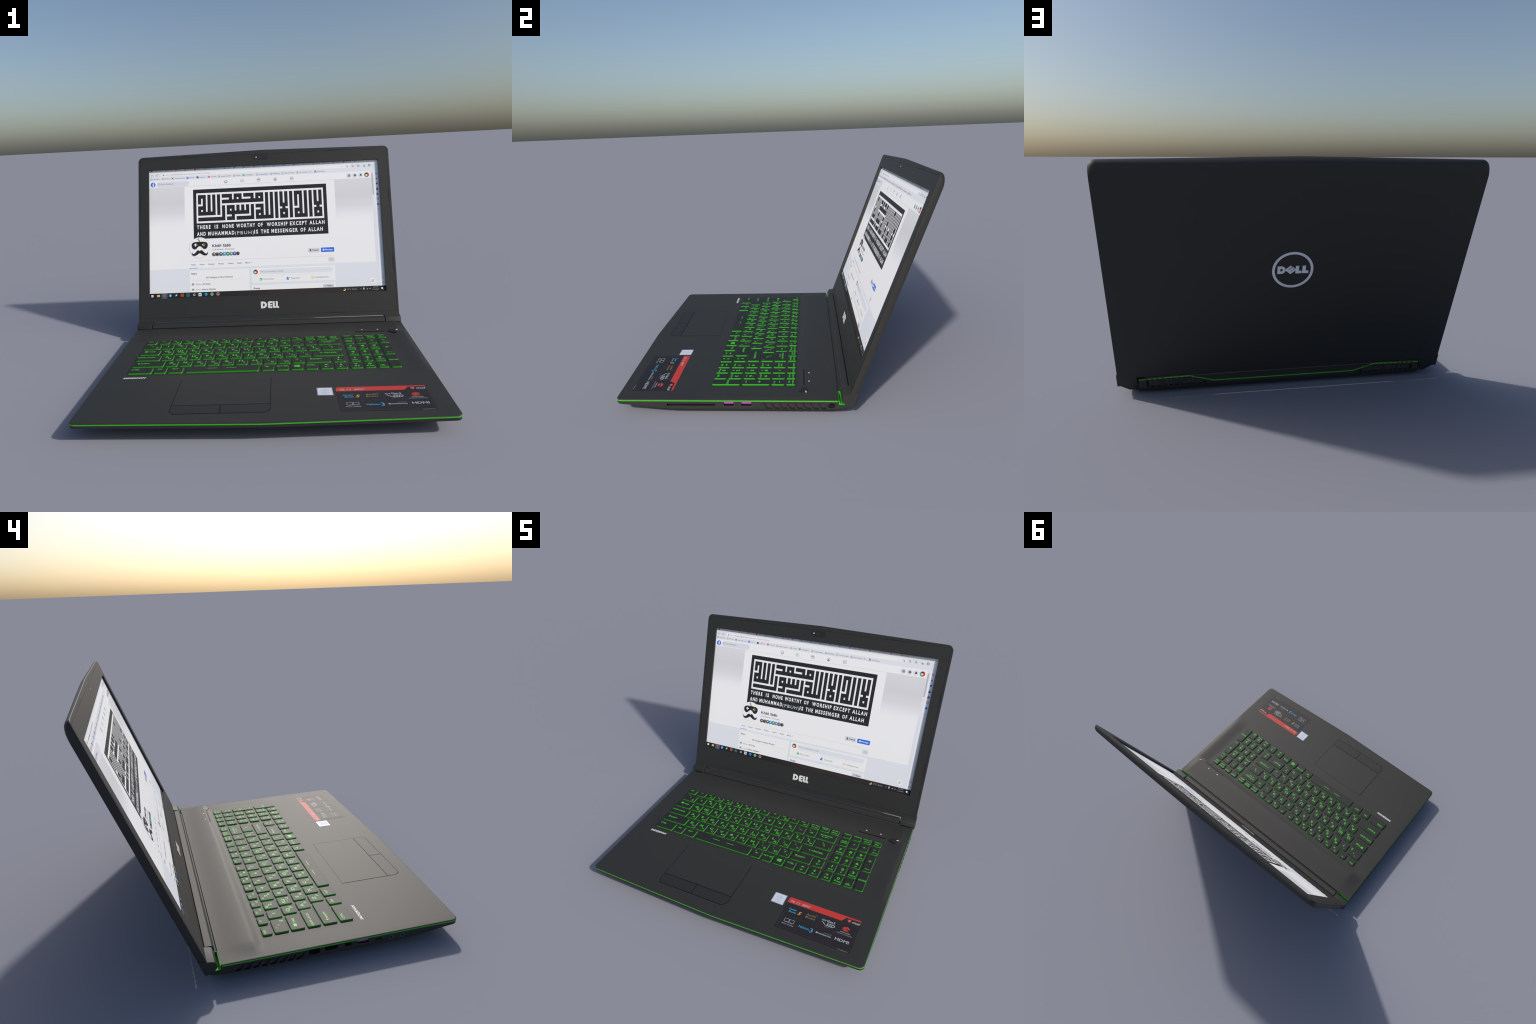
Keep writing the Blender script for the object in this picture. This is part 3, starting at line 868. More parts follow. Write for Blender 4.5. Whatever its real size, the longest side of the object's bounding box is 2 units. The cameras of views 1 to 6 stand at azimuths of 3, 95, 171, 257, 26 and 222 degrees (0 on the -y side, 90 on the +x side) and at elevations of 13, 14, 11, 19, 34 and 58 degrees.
def lid_outline(side, top):
    """bottom edge left to right, right side up, rounded and slightly peaked top edge right to left, left side down"""
    w = LID_W - side
    end, peak = S_END - top, S_MID - top
    r = LID_R + 0.35 * top
    crest = []
    for i in range(9):
        a = (pi / 2) * i / 8
        crest.append((w - r + r * cos(a), end - r + r * sin(a)))
    for i in range(1, 24):
        x = (w - r) - 2 * (w - r) * i / 24
        crest.append((x, end + (peak - end) * (1 - abs(x) / (w - r))))
    for i in range(9):
        a = pi / 2 + (pi / 2) * i / 8
        crest.append((-w + r + r * cos(a), end - r + r * sin(a)))
    floor = [(x, S_BOT) for x, _ in reversed(crest)]
    up = [(w, S_BOT + (end - r - S_BOT) * i / 10) for i in range(1, 10)]
    down = [(-w, y) for _, y in reversed(up)]
    return floor + up + crest + down

bm = bmesh.new()
BULGE = 0.0095
LAYERS = [(0.0015, 0.0015, -0.0002), (0.0, 0.0, -0.0020), (0.0, 0.0, -0.0090)]
for step in range(1, 10):
    a = radians(6.7 * step)
    LAYERS.append((0.0060 * (1 - cos(a)), 0.060 * (1 - cos(a)), -0.0085 - 0.0345 * sin(a)))
BACK = LAYERS[-1][2]
loops = []
for side, top, depth in LAYERS:
    k = smoothstep(0.012, -BACK, -depth)
    loops.append([bm.verts.new((x, s, depth - k * BULGE * (1 - x * x))) for x, s in lid_outline(side, top)])
n = len(loops[0])
for a, b in zip(loops, loops[1:]):
    for i in range(n):
        bm.faces.new((a[i], a[(i + 1) % n], b[(i + 1) % n], b[i]))
# back: columns from the bottom edge to the top edge, arched across the width
last = loops[-1]
floor, up, crest, down = last[:41], last[41:50], last[50:91], last[91:]
crest = crest[::-1]
for i in range(40):
    col = [floor[i], floor[i + 1]]
    if i == 39:
        col += up
    col += [crest[i + 1], crest[i]]
    if i == 0:
        col += down
    bm.faces.new(col)
# inner floor behind the display
bm.faces.new([bm.verts.new((x, s, -0.0260)) for x, s in lid_outline(0.003, 0.012)])
me = bpy.data.meshes.new("lid")
bmesh.ops.recalc_face_normals(bm, faces=bm.faces)
bm.to_mesh(me)
bm.free()
lid = put("lid", me, LAPTOP, [M_LID], smooth=12.6)
lid.matrix_local = LID_MATRIX

# bezel with the display opening
OX, OS0, OS1 = 0.9140, 0.1800, 1.2150
bm = bmesh.new()
out = [bm.verts.new((x, s, 0.0)) for x, s in lid_outline(0.0015, 0.0015)]
inn = [bm.verts.new((x, s, 0.0)) for x, s in rect(-OX, OS0, OX, OS1)]
edges = [bm.edges.new((out[i], out[(i + 1) % len(out)])) for i in range(len(out))]
edges += [bm.edges.new((inn[i], inn[(i + 1) % 4])) for i in range(4)]
bmesh.ops.triangle_fill(bm, use_beauty=True, use_dissolve=False, edges=edges, normal=(0, 0, 1))
deep = [bm.verts.new((v.co.x, v.co.y, -0.0180)) for v in inn]
rim = [bm.verts.new((v.co.x, v.co.y, -0.0022)) for v in out]
for i in range(4):
    bm.faces.new((inn[i], inn[(i + 1) % 4], deep[(i + 1) % 4], deep[i]))
for i in range(len(out)):
    bm.faces.new((out[i], rim[i], rim[(i + 1) % len(out)], out[(i + 1) % len(out)]))
put("bezel", bm_mesh(bm, "bezel"), lid, [M_LID], smooth=30)

sh = Sheet(0.0, [M_GROOVE])
sh.frame(-0.9830, 0.0265, 0.9830, 1.3050, 0.0012, M_GROOVE, 1)
sh.build("bezel_seam", lid)
sh = Sheet(0.0005, [M_BUTTON])
for x0, s0, x1, s1 in ((-0.60, 0.0295, -0.47, 0.0345), (0.47, 0.0295, 0.60, 0.0345), (-0.65, 1.306, -0.51, 1.311), (0.51, 1.306, 0.65, 1.311),
                       (-0.981, 0.34, -0.977, 0.455), (0.977, 0.34, 0.981, 0.455), (-0.981, 0.87, -0.977, 0.985), (0.977, 0.87, 0.981, 0.985)):
    sh.box(x0, s0, x1, s1, M_BUTTON, 3)
sh.build("rubber_bumpers", lid, stuff=True)

# hinge caps at the two lower corners of the lid (built in world axes, then brought into lid space)
INV = LID_MATRIX.inverted()
CAP = [(0.4085, 0.1065), (0.4200, 0.1330), (0.4240, 0.1362), (0.4620, 0.1432), (0.5000, 0.1500), (0.5045, 0.1490), (0.4765, 0.0700), (0.4730, 0.0660), (0.4623, 0.0635), (0.4378, 0.0747), (0.4120, 0.0960)]
for sx in (1, -1):
    bm = bmesh.new()
    prev = None
    cy, cz = 0.455, 0.105
    for x, sc in ((NOTCH_X + 0.0005, 0.985), (NOTCH_X + 0.0015, 1.0), (0.9985, 1.0), (1.0, 0.985)):
        loop = [bm.verts.new(INV @ Vector((sx * x, cy + (y - cy) * sc, cz + (z - cz) * sc))) for y, z in CAP]
        if prev:
            for i in range(len(CAP)):
                j = (i + 1) % len(CAP)
                bm.faces.new((prev[i], prev[j], loop[j], loop[i]))
        else:
            bm.faces.new(loop)
        prev = loop
    bm.faces.new(prev[::-1])
    put("hinge_cap", bm_mesh(bm, "hinge_cap"), lid, [M_LID], smooth=25)

# webcam
sh = Sheet(0.0, [M_LENS])
sh.round(-0.070, 1.256, 0.050, 1.299, 0.0210, M_LENS, 2)
sh.dot(-0.0440, 1.2785, 0.0050, M_WHITE, 3)
sh.ring(-0.0105, 1.2775, 0.0075, 0.0022, M_LENSRING, 3)
sh.dot(-0.0105, 1.2775, 0.0035, M_DARK, 3)
sh.dot(-0.100, 1.2760, 0.0022, M_GROOVE, 2, n=10)
sh.dot(0.080, 1.2760, 0.0022, M_GROOVE, 2, n=10)
sh.build("webcam", lid)

# wordmark under the display: D E L L with slanted, rounded strokes
sh = Sheet(0.0004, [M_WHITE])
def stroke_d(x, s, w, h, t):
    outer = [(x, s), (x + w * 0.45, s)]
    outer += [(x + w * 0.45 + w * 0.55 * cos(a), s + h / 2 + h / 2 * sin(a)) for a in [(-pi / 2) + pi * i / 12 for i in range(1, 12)]]
    outer += [(x + w * 0.45, s + h), (x, s + h)]
    return outer
z = 0.0004 + 3 * Sheet.STEP
# D as a bowl and a stem, split so the counter stays open
S0, H = 0.0775, 0.0520
sh.box(-0.0455, S0, -0.0295, S0 + H, M_WHITE, 3)
bow_o = [(-0.0285 + 0.030 * cos(a), S0 + H / 2 + H / 2 * sin(a)) for a in [-pi / 2 + pi * i / 16 for i in range(17)]]
bow_i = [(-0.0285 + 0.013 * cos(a), S0 + H / 2 + (H / 2 - 0.0145) * sin(a)) for a in [-pi / 2 + pi * i / 16 for i in range(17)]]
for i in range(16):
    sh.poly([bow_o[i], bow_o[i + 1], bow_i[i + 1], bow_i[i]], M_WHITE, 3)
sh.box(-0.0455, S0 + H - 0.0145, -0.0285, S0 + H, M_WHITE, 4)
# E, rounded at the left
sh.poly([(0.0155, S0), (0.0420, S0), (0.0420, S0 + 0.0125), (0.0245, S0 + 0.0125), (0.0245, S0 + H - 0.0125), (0.0420, S0 + H - 0.0125), (0.0420, S0 + H),
         (0.0155, S0 + H), (0.0085, S0 + H - 0.007), (0.0085, S0 + 0.007)], M_WHITE, 3)
sh.box(0.0245, S0 + 0.0200, 0.0400, S0 + 0.0320, M_WHITE, 3)
for x in (0.0450, 0.0690):
    sh.poly([(x, S0 + H), (x + 0.0155, S0 + H), (x + 0.0155, S0 + 0.017), (x + 0.0185, S0 + 0.012), (x + 0.0235, S0 + 0.012), (x + 0.0250, S0),
             (x + 0.0110, S0), (x + 0.0030, S0 + 0.004), (x, S0 + 0.012)], M_WHITE, 3)
sh.build("lid_wordmark", lid)

# emblem on the back of the lid: ring and wordmark, seen from behind
bm = bmesh.new()
EX, ES, ER, ET = 0.0055, 0.7130, 0.1133, 0.0145
n = 64
EB, EO = 0.0005, 0.0016
def back_at(x, lift):
    return BACK - BULGE * (1 - x * x) - lift
def eloop(r, lift):
    return [bm.verts.new((EX + r * cos(2 * pi * i / n), ES + r * sin(2 * pi * i / n), back_at(EX + r * cos(2 * pi * i / n), lift))) for i in range(n)]
l = [eloop(ER, -EB), eloop(ER, EO), eloop(ER - ET, EO), eloop(ER - ET, -EB)]
for a, b in zip(l, l[1:]):
    for i in range(n):
        bm.faces.new((a[i], a[(i + 1) % n], b[(i + 1) % n], b[i]))
def back(pts):
    prism(bm, [(EX - px, ES + 0.002 + py) for px, py in pts], back_at(0, EO), back_at(0, -EB))
U = 0.0238
# D
def bowl(x, yo, ro_x, ro_y, ri_x, ri_y, n_=14):
    o = [(x + ro_x * cos(a), yo + ro_y * sin(a)) for a in [-pi / 2 + pi * i / n_ for i in range(n_ + 1)]]
    q = [(x + ri_x * cos(a), yo + ri_y * sin(a)) for a in [-pi / 2 + pi * i / n_ for i in range(n_ + 1)]]
    for i in range(n_):
        back([o[i], o[i + 1], q[i + 1], q[i]])
back(rect(-0.0843, -U, -0.0687, U))
back(rect(-0.0687, -U, -0.0635, -0.0082))
back(rect(-0.0687, 0.0082, -0.0635, U))
bowl(-0.0635, 0.0, 0.0235, U, 0.0084, 0.0082)
# tilted E: a diamond whose upper right is split by two slots
back([(-0.0440, 0.0), (-0.0125, -0.0270), (0.0155, -0.0040), (0.0155, 0.0060), (0.0128, 0.0075), (-0.0083, -0.0095), (-0.0265, 0.0020)])
back([(-0.0440, 0.0), (-0.0265, 0.0020), (-0.0045, 0.0200), (-0.0130, 0.0270)])
back([(-0.0225, -0.0004), (-0.0115, -0.0074), (0.0095, 0.0098), (0.0000, 0.0172)])
# two L
back([(0.0150, -U), (0.0490, -U), (0.0490, -0.0075), (0.0335, -0.0075), (0.0335, U), (0.0150, U)])
back([(0.0525, -U), (0.0866, -U), (0.0866, -0.0075), (0.0712, -0.0075), (0.0712, U), (0.0525, U)])
put("lid_emblem", bm_mesh(bm, "lid_emblem"), lid, [M_SILVER])

# ================================================================= DISPLAY
P = -0.0165
bm = bmesh.new()
prism(bm, rect(-0.9200, 0.1750, 0.9200, 1.2230), P - 0.004, P)
display = put("display", bm_mesh(bm, "display"), LAPTOP, [S_PAGE])
display.matrix_local = LID_MATRIX

def page(name):
    return Sheet(P), name
# --- browser chrome
sh = Sheet(P)
sh.box(-0.920, 1.1985, 0.920, 1.223, S_TAB, 1)
sh.box(-0.920, 1.1280, 0.8900, 1.1985, S_SHADE, 1)
sh.box(-0.2450, 1.1985, -0.1680, 1.2160, S_SHADE, 2)
sh.round(-0.8200, 1.1590, 0.6930, 1.1870, 0.010, S_BAR, 2)
sh.box(0.8900, 0.2210, 0.9200, 1.2040, S_SHADE, 1)
sh.box(0.8540, 0.2210, 0.8770, 1.1230, S_SHADE, 1)
sh.box(0.8590, 0.9360, 0.8690, 1.1060, S_SCROLL, 2)
sh.box(-0.9200, 1.0690, 0.8540, 1.0702, S_LINE, 2)
TAB_ICON = [S_TEXT, S_ORANGE, S_SKY, S_ORANGE, S_TEALC, S_RED, S_SKY, S_TEXT3, S_GREEN, S_BLUE, S_SKY, S_BLUE, S_SKY, S_SKY, S_SKY, S_BLUE, S_TEXT3, S_RED, S_TEXT3, S_RED, S_RED]
for i, m in enumerate(TAB_ICON):
    x = -0.893 if i == 0 else -0.856 + 0.0791 * (i - 1)
    if i in (5,):
        sh.round(x - 0.0075, 1.2030, x + 0.0075, 1.2130, 0.002, m, 3)
    elif i in (0, 8, 11):
        sh.box(x - 0.0060, 1.2020, x + 0.0060, 1.2135, m, 3)
    else:
        sh.dot(x, 1.2077, 0.0068, m, 3, n=14)
    if i and i not in (5,):
        sh.dot(x, 1.2077, 0.0028, S_TAB, 4, n=10)
    if i:
        sh.text(("Unity As", "My Dri", "Goal a", "Actor o", "Chap t", "Blend", "Auto Cr", "Canva", "Khã K", "TurboS", "Today I", "Readers", "Free Do", "Free Do", "Free Ba", "Free Mo", "uniqid", "Wallpap", "Toyota", "Intellig")[i - 1],
                x + 0.0115, 1.2045, 0.0070, S_TEXT2, 3, width=0.040)
        sh.box(x - 0.0150, 1.2020, x - 0.0142, 1.2135, S_TEXT3, 3)
sh.text("+", 0.734, 1.2050, 0.0100, S_TEXT, 3, align='C')
# navigation
sh.line([(-0.880, 1.1725), (-0.896, 1.1725)], 0.0016, S_TEXT2, 3)
sh.line([(-0.890, 1.1785), (-0.896, 1.1725), (-0.890, 1.1665)], 0.0016, S_TEXT2, 4)
sh.ring(-0.850, 1.1725, 0.0085, 0.0018, S_TEXT2, 3, n=18)
sh.round(-0.8025, 1.1670, -0.7925, 1.1755, 0.002, S_TEXT2, 3)
sh.ring(-0.7975, 1.1765, 0.0042, 0.0012, S_TEXT2, 4, n=12)
sh.text("https://", -0.7780, 1.1690, 0.0085, S_TEXT3, 3, width=0.036)
sh.text("www.facebook.com", -0.7400, 1.1690, 0.0085, S_TEXT, 3, width=0.122)
sh.text("/profile.php?id=100015129020746", -0.6150, 1.1690, 0.0085, S_TEXT3, 3, width=0.196)
for i, x in enumerate((0.636, 0.671, 0.717, 0.760, 0.805, 0.846)):
    s = 1.1725
    if i == 0:
        sh.text("A", x - 0.006, s - 0.004, 0.009, S_TEXT2, 3)
    elif i in (1, 2):
        st = [(x + (0.0085 if k % 2 == 0 else 0.0042) * sin(pi * k / 5), s + (0.0085 if k % 2 == 0 else 0.0042) * cos(pi * k / 5)) for k in range(11)]
        sh.line(st, 0.0014, S_TEXT2, 3)
        if i == 1:
            sh.dot(x + 0.006, s - 0.005, 0.0038, S_TEXT2, 4, n=10)
    elif i == 3:
        sh.frame(x - 0.008, s - 0.003, x + 0.003, s + 0.008, 0.0014, S_TEXT2, 3)
        sh.frame(x - 0.003, s - 0.008, x + 0.008, s + 0.003, 0.0014, S_TEXT2, 4)
    elif i == 4:
        sh.line([(x - 0.004, s + 0.007), (x - 0.004, s - 0.005), (x + 0.004, s - 0.006)], 0.002, S_TEXT2, 3)
        sh.dot(x + 0.005, s - 0.004, 0.0055, S_GREEN, 4, n=12)
    else:
        sh.dot(x, s, 0.0098, S_TEXT2, 3)
        sh.dot(x, s + 0.003, 0.0032, S_BAR, 4, n=10)
        sh.dot(x, s - 0.005, 0.0052, S_BAR, 4, ry=0.003, n=12)
for i in range(3):
    sh.dot(0.885 + 0.006 * i, 1.1735, 0.0013, S_TEXT, 3, n=8)
# bookmarks
MARKS = [(-0.896, S_SKY, "Sketchfab", 0.050), (-0.803, S_ORANGE, "Mixamo", 0.042), (-0.724, S_NAVY, "Unity Asset Store", 0.084), (-0.602, S_BLUE, "Free 3D", 0.038),
         (-0.521, S_NAVY, "ArtStation", 0.050), (-0.429, S_RED, "YouTube", 0.044), (-0.347, S_ORANGE, "google translate", 0.080), (-0.225, S_ORANGE, "Google", 0.036),
         (-0.150, S_GREEN, "AI Wallpaper", 0.064), (-0.042, S_ORANGE, "Google Images", 0.074), (0.072, S_SKY, "PNGWing", 0.050), (0.161, S_TEXT2, "Pack 3D models", 0.078),
         (0.278, S_ORANGE, "unit converter - Go...", 0.104), (0.421, S_PURPLE, "Poly Haven", 0.060)]
for x, m, label, w in MARKS:
    s = 1.1420
    if label == "Sketchfab":
        sh.ring(x, s, 0.0080, 0.0032, m, 3, n=18)
    elif label in ("Google", "google translate", "Google Images", "unit converter - Go..."):
        for k, cc in enumerate((S_RED, S_YELLOW, S_GREEN, S_BLUE)):
            a0 = radians(45 + 80 * k)
            sh.line([(x + 0.0062 * cos(a0 + radians(t)), s + 0.0062 * sin(a0 + radians(t))) for t in (0, 38, 75)], 0.0028, cc, 3 + k % 2)
    elif label == "YouTube":
        sh.round(x - 0.0085, s - 0.006, x + 0.0085, s + 0.006, 0.003, m, 3)
        sh.poly([(x - 0.002, s - 0.003), (x + 0.004, s), (x - 0.002, s + 0.003)], S_INK, 4)
    elif label in ("Free 3D", "ArtStation", "AI Wallpaper"):
        sh.round(x - 0.0078, s - 0.0075, x + 0.0078, s + 0.0075, 0.002, m, 3)
        sh.box(x - 0.004, s - 0.0008, x + 0.004, s + 0.0018, S_SKY if label == "ArtStation" else S_INK, 4)
    elif label == "Pack 3D models":
        sh.frame(x - 0.006, s - 0.009, x + 0.006, s + 0.009, 0.0014, m, 3)
    elif label == "PNGWing":
        sh.line([(x - 0.007, s + 0.006), (x - 0.004, s - 0.005), (x, s - 0.001), (x + 0.004, s - 0.005), (x + 0.007, s + 0.006)], 0.003, m, 3)
    elif label == "Poly Haven":
        sh.dot(x - 0.002, s + 0.004, 0.0045, S_PURPLE, 3, n=12)
        sh.dot(x + 0.004, s - 0.001, 0.0042, S_RED, 4, n=12)
        sh.dot(x - 0.003, s - 0.005, 0.0038, S_SKY, 5, n=12)
    else:
        sh.line([(x - 0.006, s - 0.006), (x + 0.001, s), (x - 0.006, s + 0.006)], 0.003, m, 3)
        sh.line([(x + 0.006, s + 0.006), (x + 0.001, s), (x + 0.006, s - 0.006)], 0.003, m, 4)
    sh.text(label, x + 0.0155, s - 0.0040, 0.0085, S_TEXT2, 3, width=w)
sh.build("browser_toolbar", display)

# --- site header
sh = Sheet(P)
sh.dot(-0.8825, 1.0965, 0.0195, S_BLUE, 2, n=32)
sh.box(-0.8845, 1.0780, -0.8780, 1.1040, S_INK, 3)
sh.box(-0.8900, 1.0930, -0.8735, 1.0980, S_INK, 4)
sh.poly([(-0.8845, 1.1030), (-0.8780, 1.1030), (-0.8755, 1.1050), (-0.8735, 1.1050), (-0.8735, 1.1095), (-0.8790, 1.1095), (-0.8845, 1.1070)], S_INK, 5)
sh.round(-0.8520, 1.0760, -0.5890, 1.1175, 0.0200, S_PILL, 2)
sh.ring(-0.8360, 1.0990, 0.0070, 0.0016, S_TEXT2, 3, n=16)
sh.line([(-0.831, 1.0935), (-0.826, 1.0885)], 0.0018, S_TEXT2, 3)
sh.text("Search Facebook", -0.8210, 1.0925, 0.0120, S_TEXT2, 3, width=0.106)
for i, x in enumerate((-0.293, -0.162, -0.031, 0.101, 0.232)):
    s = 1.0965
    if i == 0:
        sh.line([(x - 0.013, s + 0.002), (x, s + 0.013), (x + 0.013, s + 0.002)], 0.0020, S_TEXT2, 2)
        sh.line([(x - 0.009, s + 0.002), (x - 0.009, s - 0.011), (x + 0.009, s - 0.011), (x + 0.009, s + 0.002)], 0.0020, S_TEXT2, 3)
        sh.line([(x - 0.003, s - 0.011), (x - 0.003, s - 0.004), (x + 0.003, s - 0.004), (x + 0.003, s - 0.011)], 0.0016, S_TEXT2, 4)
    elif i == 1:
        sh.poly(rrect(x - 0.013, s - 0.011, x + 0.013, s + 0.011, 0.006), S_TEXT2, 2)
        sh.poly(rrect(x - 0.0110, s - 0.009, x + 0.0110, s + 0.009, 0.0045), S_PAGE, 3)
        sh.poly([(x - 0.003, s - 0.005), (x + 0.005, s), (x - 0.003, s + 0.005)], S_TEXT2, 4)
    elif i == 2:
        sh.frame(x - 0.011, s - 0.012, x + 0.011, s + 0.002, 0.0018, S_TEXT2, 2)
        sh.frame(x - 0.013, s + 0.002, x + 0.013, s + 0.012, 0.0018, S_TEXT2, 2)
        sh.line([(x - 0.004, s + 0.011), (x - 0.004, s + 0.003)], 0.0016, S_TEXT2, 3)
        sh.line([(x + 0.004, s + 0.011), (x + 0.004, s + 0.003)], 0.0016, S_TEXT2, 3)
    elif i == 3:
        sh.ring(x, s, 0.0130, 0.0018, S_TEXT2, 2)
        sh.dot(x, s + 0.003, 0.0040, S_TEXT2, 2, n=12)
        sh.dot(x, s - 0.006, 0.0075, S_TEXT2, 3, ry=0.0040, n=14)
    else:
        sh.frame(x - 0.012, s - 0.012, x + 0.012, s + 0.012, 0.0018, S_TEXT2, 2)
        sh.line([(x - 0.007, s - 0.006), (x - 0.002, s + 0.004), (x + 0.002, s - 0.002), (x + 0.007, s + 0.006)], 0.0018, S_TEXT2, 3)
for i, x in enumerate((0.684, 0.730, 0.775, 0.821)):
    s = 1.0965
    if i < 3:
        sh.dot(x, s, 0.0190, S_PILL, 2, n=32)
    if i == 0:
        for k in range(9):
            sh.box(x - 0.009 + 0.0065 * (k % 3), s - 0.009 + 0.0065 * (k // 3), x - 0.0042 + 0.0065 * (k % 3), s - 0.0042 + 0.0065 * (k // 3), S_TEXT, 3)
    elif i == 1:
        sh.dot(x, s, 0.0095, S_TEXT, 3, ry=0.0088)
        sh.line([(x - 0.005, s - 0.002), (x - 0.001, s + 0.002), (x + 0.001, s - 0.001), (x + 0.005, s + 0.003)], 0.0018, S_PILL, 4)
    elif i == 2:
        sh.poly([(x - 0.009, s - 0.006), (x + 0.009, s - 0.006), (x + 0.006, s - 0.001), (x + 0.006, s + 0.004), (x + 0.002, s + 0.0095), (x - 0.002, s + 0.0095), (x - 0.006, s + 0.004), (x - 0.006, s - 0.001)], S_TEXT, 3)
def portrait(sh, x, s, r, layer):
    """small round picture: teal and red halves with a pale face"""
    h = [(x + r * cos(a), s + r * sin(a)) for a in [pi / 2 + pi * k / 14 for k in range(15)]]
    g = [(x + r * cos(a), s + r * sin(a)) for a in [-pi / 2 + pi * k / 14 for k in range(15)]]
    sh.poly(h, S_TEALC, layer)
    sh.poly(g, S_RED, layer)
    sh.dot(x - r * 0.05, s - r * 0.1, r * 0.48, S_YELLOW, layer + 1, n=14)
    sh.dot(x - r * 0.18, s - r * 0.05, r * 0.26, S_INK, layer + 2, n=12)
    sh.poly([(x - r * .55, s + r * .3), (x + r * .55, s + r * .25), (x + r * .4, s + r * .75), (x - r * .35, s + r * .8)], S_NAVY, layer + 3)
portrait(sh, 0.821, 1.0965, 0.0190, 2)
sh.build("site_header", display)

# --- side rail icons of the browser
sh = Sheet(P)
for i, (s, m) in enumerate(((1.103, S_PURPLE), (1.062, S_PURPLE), (1.022, S_BLUE), (0.980, S_TEALC), (0.939, S_BLUE), (0.900, S_RED), (0.859, S_SKY))):
    x = 0.896
    if i == 0:
        sh.ring(x - 0.001, s + 0.001, 0.0070, 0.0026, m, 2, n=16)
        sh.line([(x + 0.004, s - 0.004), (x + 0.008, s - 0.008)], 0.0028, m, 2)
    elif i == 1:
        sh.poly([(x, s + 0.009), (x + 0.003, s + 0.002), (x + 0.009, s), (x + 0.003, s - 0.002), (x, s - 0.009), (x - 0.003, s - 0.002), (x - 0.009, s), (x - 0.003, s + 0.002)], m, 2)
    elif i == 2:
        sh.poly([(x - 0.009, s), (x, s + 0.008), (x + 0.008, s + 0.008), (x + 0.009, s), (x, s - 0.008)], m, 2)
    elif i == 5:
        sh.ring(x, s, 0.0085, 0.0034, m, 2, n=18)
    else:
        sh.dot(x, s + 0.003, 0.0060, m, 2, n=14)
        sh.box(x - 0.008, s - 0.008, x + 0.008, s, S_BLUE if i != 3 else S_NAVY, 3)
        if i == 4:
            sh.dot(x + 0.005, s + 0.002, 0.004, S_ORANGE, 4, n=10)
sh.line([(0.891, 0.8165), (0.901, 0.8165)], 0.0014, S_TEXT2, 2)
sh.line([(0.896, 0.8115), (0.896, 0.8215)], 0.0014, S_TEXT2, 3)
sh.box(0.884, 0.305, 0.914, 0.3062, S_TEXT3, 2)
sh.frame(0.888, 0.276, 0.905, 0.290, 0.0018, S_TEXT2, 2)
sh.ring(0.896, 0.244, 0.0085, 0.0024, S_TEXT2, 2, n=16)
sh.build("browser_side_rail", display)

# --- page background blocks
sh = Sheet(P)
sh.box(-0.9200, 0.7430, -0.6280, 1.0690, S_FADE, 1)
sh.box(0.5670, 0.7430, 0.8540, 1.0690, S_FADE, 1)
sh.box(-0.9200, 0.2210, 0.8540, 0.4085, S_SHADE, 1)
sh.build("page_background", display)

# --- banner: black plate, square calligraphy on a 79 by 16 grid, two lines of lettering
sh = Sheet(P)
sh.box(-0.5590, 0.6410, 0.5000, 1.0410, S_BLACK, 1)
sh.build("banner_plate", display)
sh = Sheet(P)
GX, GS, CW, CH = -0.5340, 1.0100, 1.0075 / 79, 0.2445 / 16
STROKES = [(0, 0, 79, 1), (0, 15, 79, 16), (0, 1, 1, 15), (78, 1, 79, 15),
           (3, 3, 4, 6), (1, 6, 4, 7), (3, 9, 4, 10), (6, 1, 7, 10), (9, 1, 10, 10), (12, 1, 13, 12), (15, 1, 16, 12), (1, 12, 16, 13),
           (16, 6, 42, 7), (16, 3, 20.5, 4), (22.5, 1, 23.5, 4), (25.4, 3, 26.5, 4), (28.5, 1, 29.5, 3), (28.5, 3, 34, 4), (36, 1, 37, 4), (39, 3, 40, 4),
           (18, 7, 19, 15), (21, 9, 22, 10), (24, 7, 25, 10), (27, 7, 28, 10), (30, 7, 31, 10), (33, 7, 34, 12), (24, 12, 34, 13), (24, 13, 25, 15),
           (19, 12, 22, 13), (36, 7, 37, 15), (37, 9, 40, 10), (39, 12, 40, 13),
           (42, 1, 43, 13), (45, 1, 46, 13), (48, 1, 49, 15), (51, 1, 52, 15), (54, 1, 55, 7), (57, 1, 58, 15), (60, 1, 61, 15),
           (52, 9, 53.5, 10), (55.5, 9, 57, 10), (54, 12, 55, 13), (63, 3, 64, 9), (61, 9, 64, 10), (63, 12, 64, 13),
           (66, 1, 67, 13), (69, 1, 70, 15), (72, 1, 73, 15), (75, 1, 76, 7), (73, 9, 74.5, 10), (76.5, 9, 78, 10), (75, 12, 76, 13)]
for c0, r0, c1, r1 in STROKES:
    sh.box(GX + c0 * CW, GS - r1 * CH, GX + c1 * CW, GS - r0 * CH, S_INK, 2)
sh.build("banner_calligraphy", display)
sh = Sheet(P)
LINE1 = [("THERE", -0.533, -0.424), ("IS", -0.392, -0.363), ("NONE", -0.330, -0.239), ("WORTHY", -0.220, -0.070), ("OF", -0.050, -0.010),
         ("WORSHIP", 0.021, 0.185), ("EXCEPT", 0.203, 0.337), ("ALLAH", 0.356, 0.474)]
LINE2 = [("AND", -0.533, -0.463), ("MUHAMMAD", -0.445, -0.236), ("IS", -0.079, -0.049), ("THE", -0.027, 0.036), ("MESSENGER", 0.056, 0.263), ("OF", 0.283, 0.323), ("ALLAH", 0.343, 0.458)]
for words, s in ((LINE1, 0.7195), (LINE2, 0.6655)):
    for body, x0, x1 in words:
        sh.text(body, x0, s, 0.0305, S_INK, 2, width=x1 - x0, bold=0.034, spacing=1.38)
sh.text("(PBUH)", -0.2320, 0.6640, 0.0265, S_PILL, 2, width=0.150, spacing=1.25)
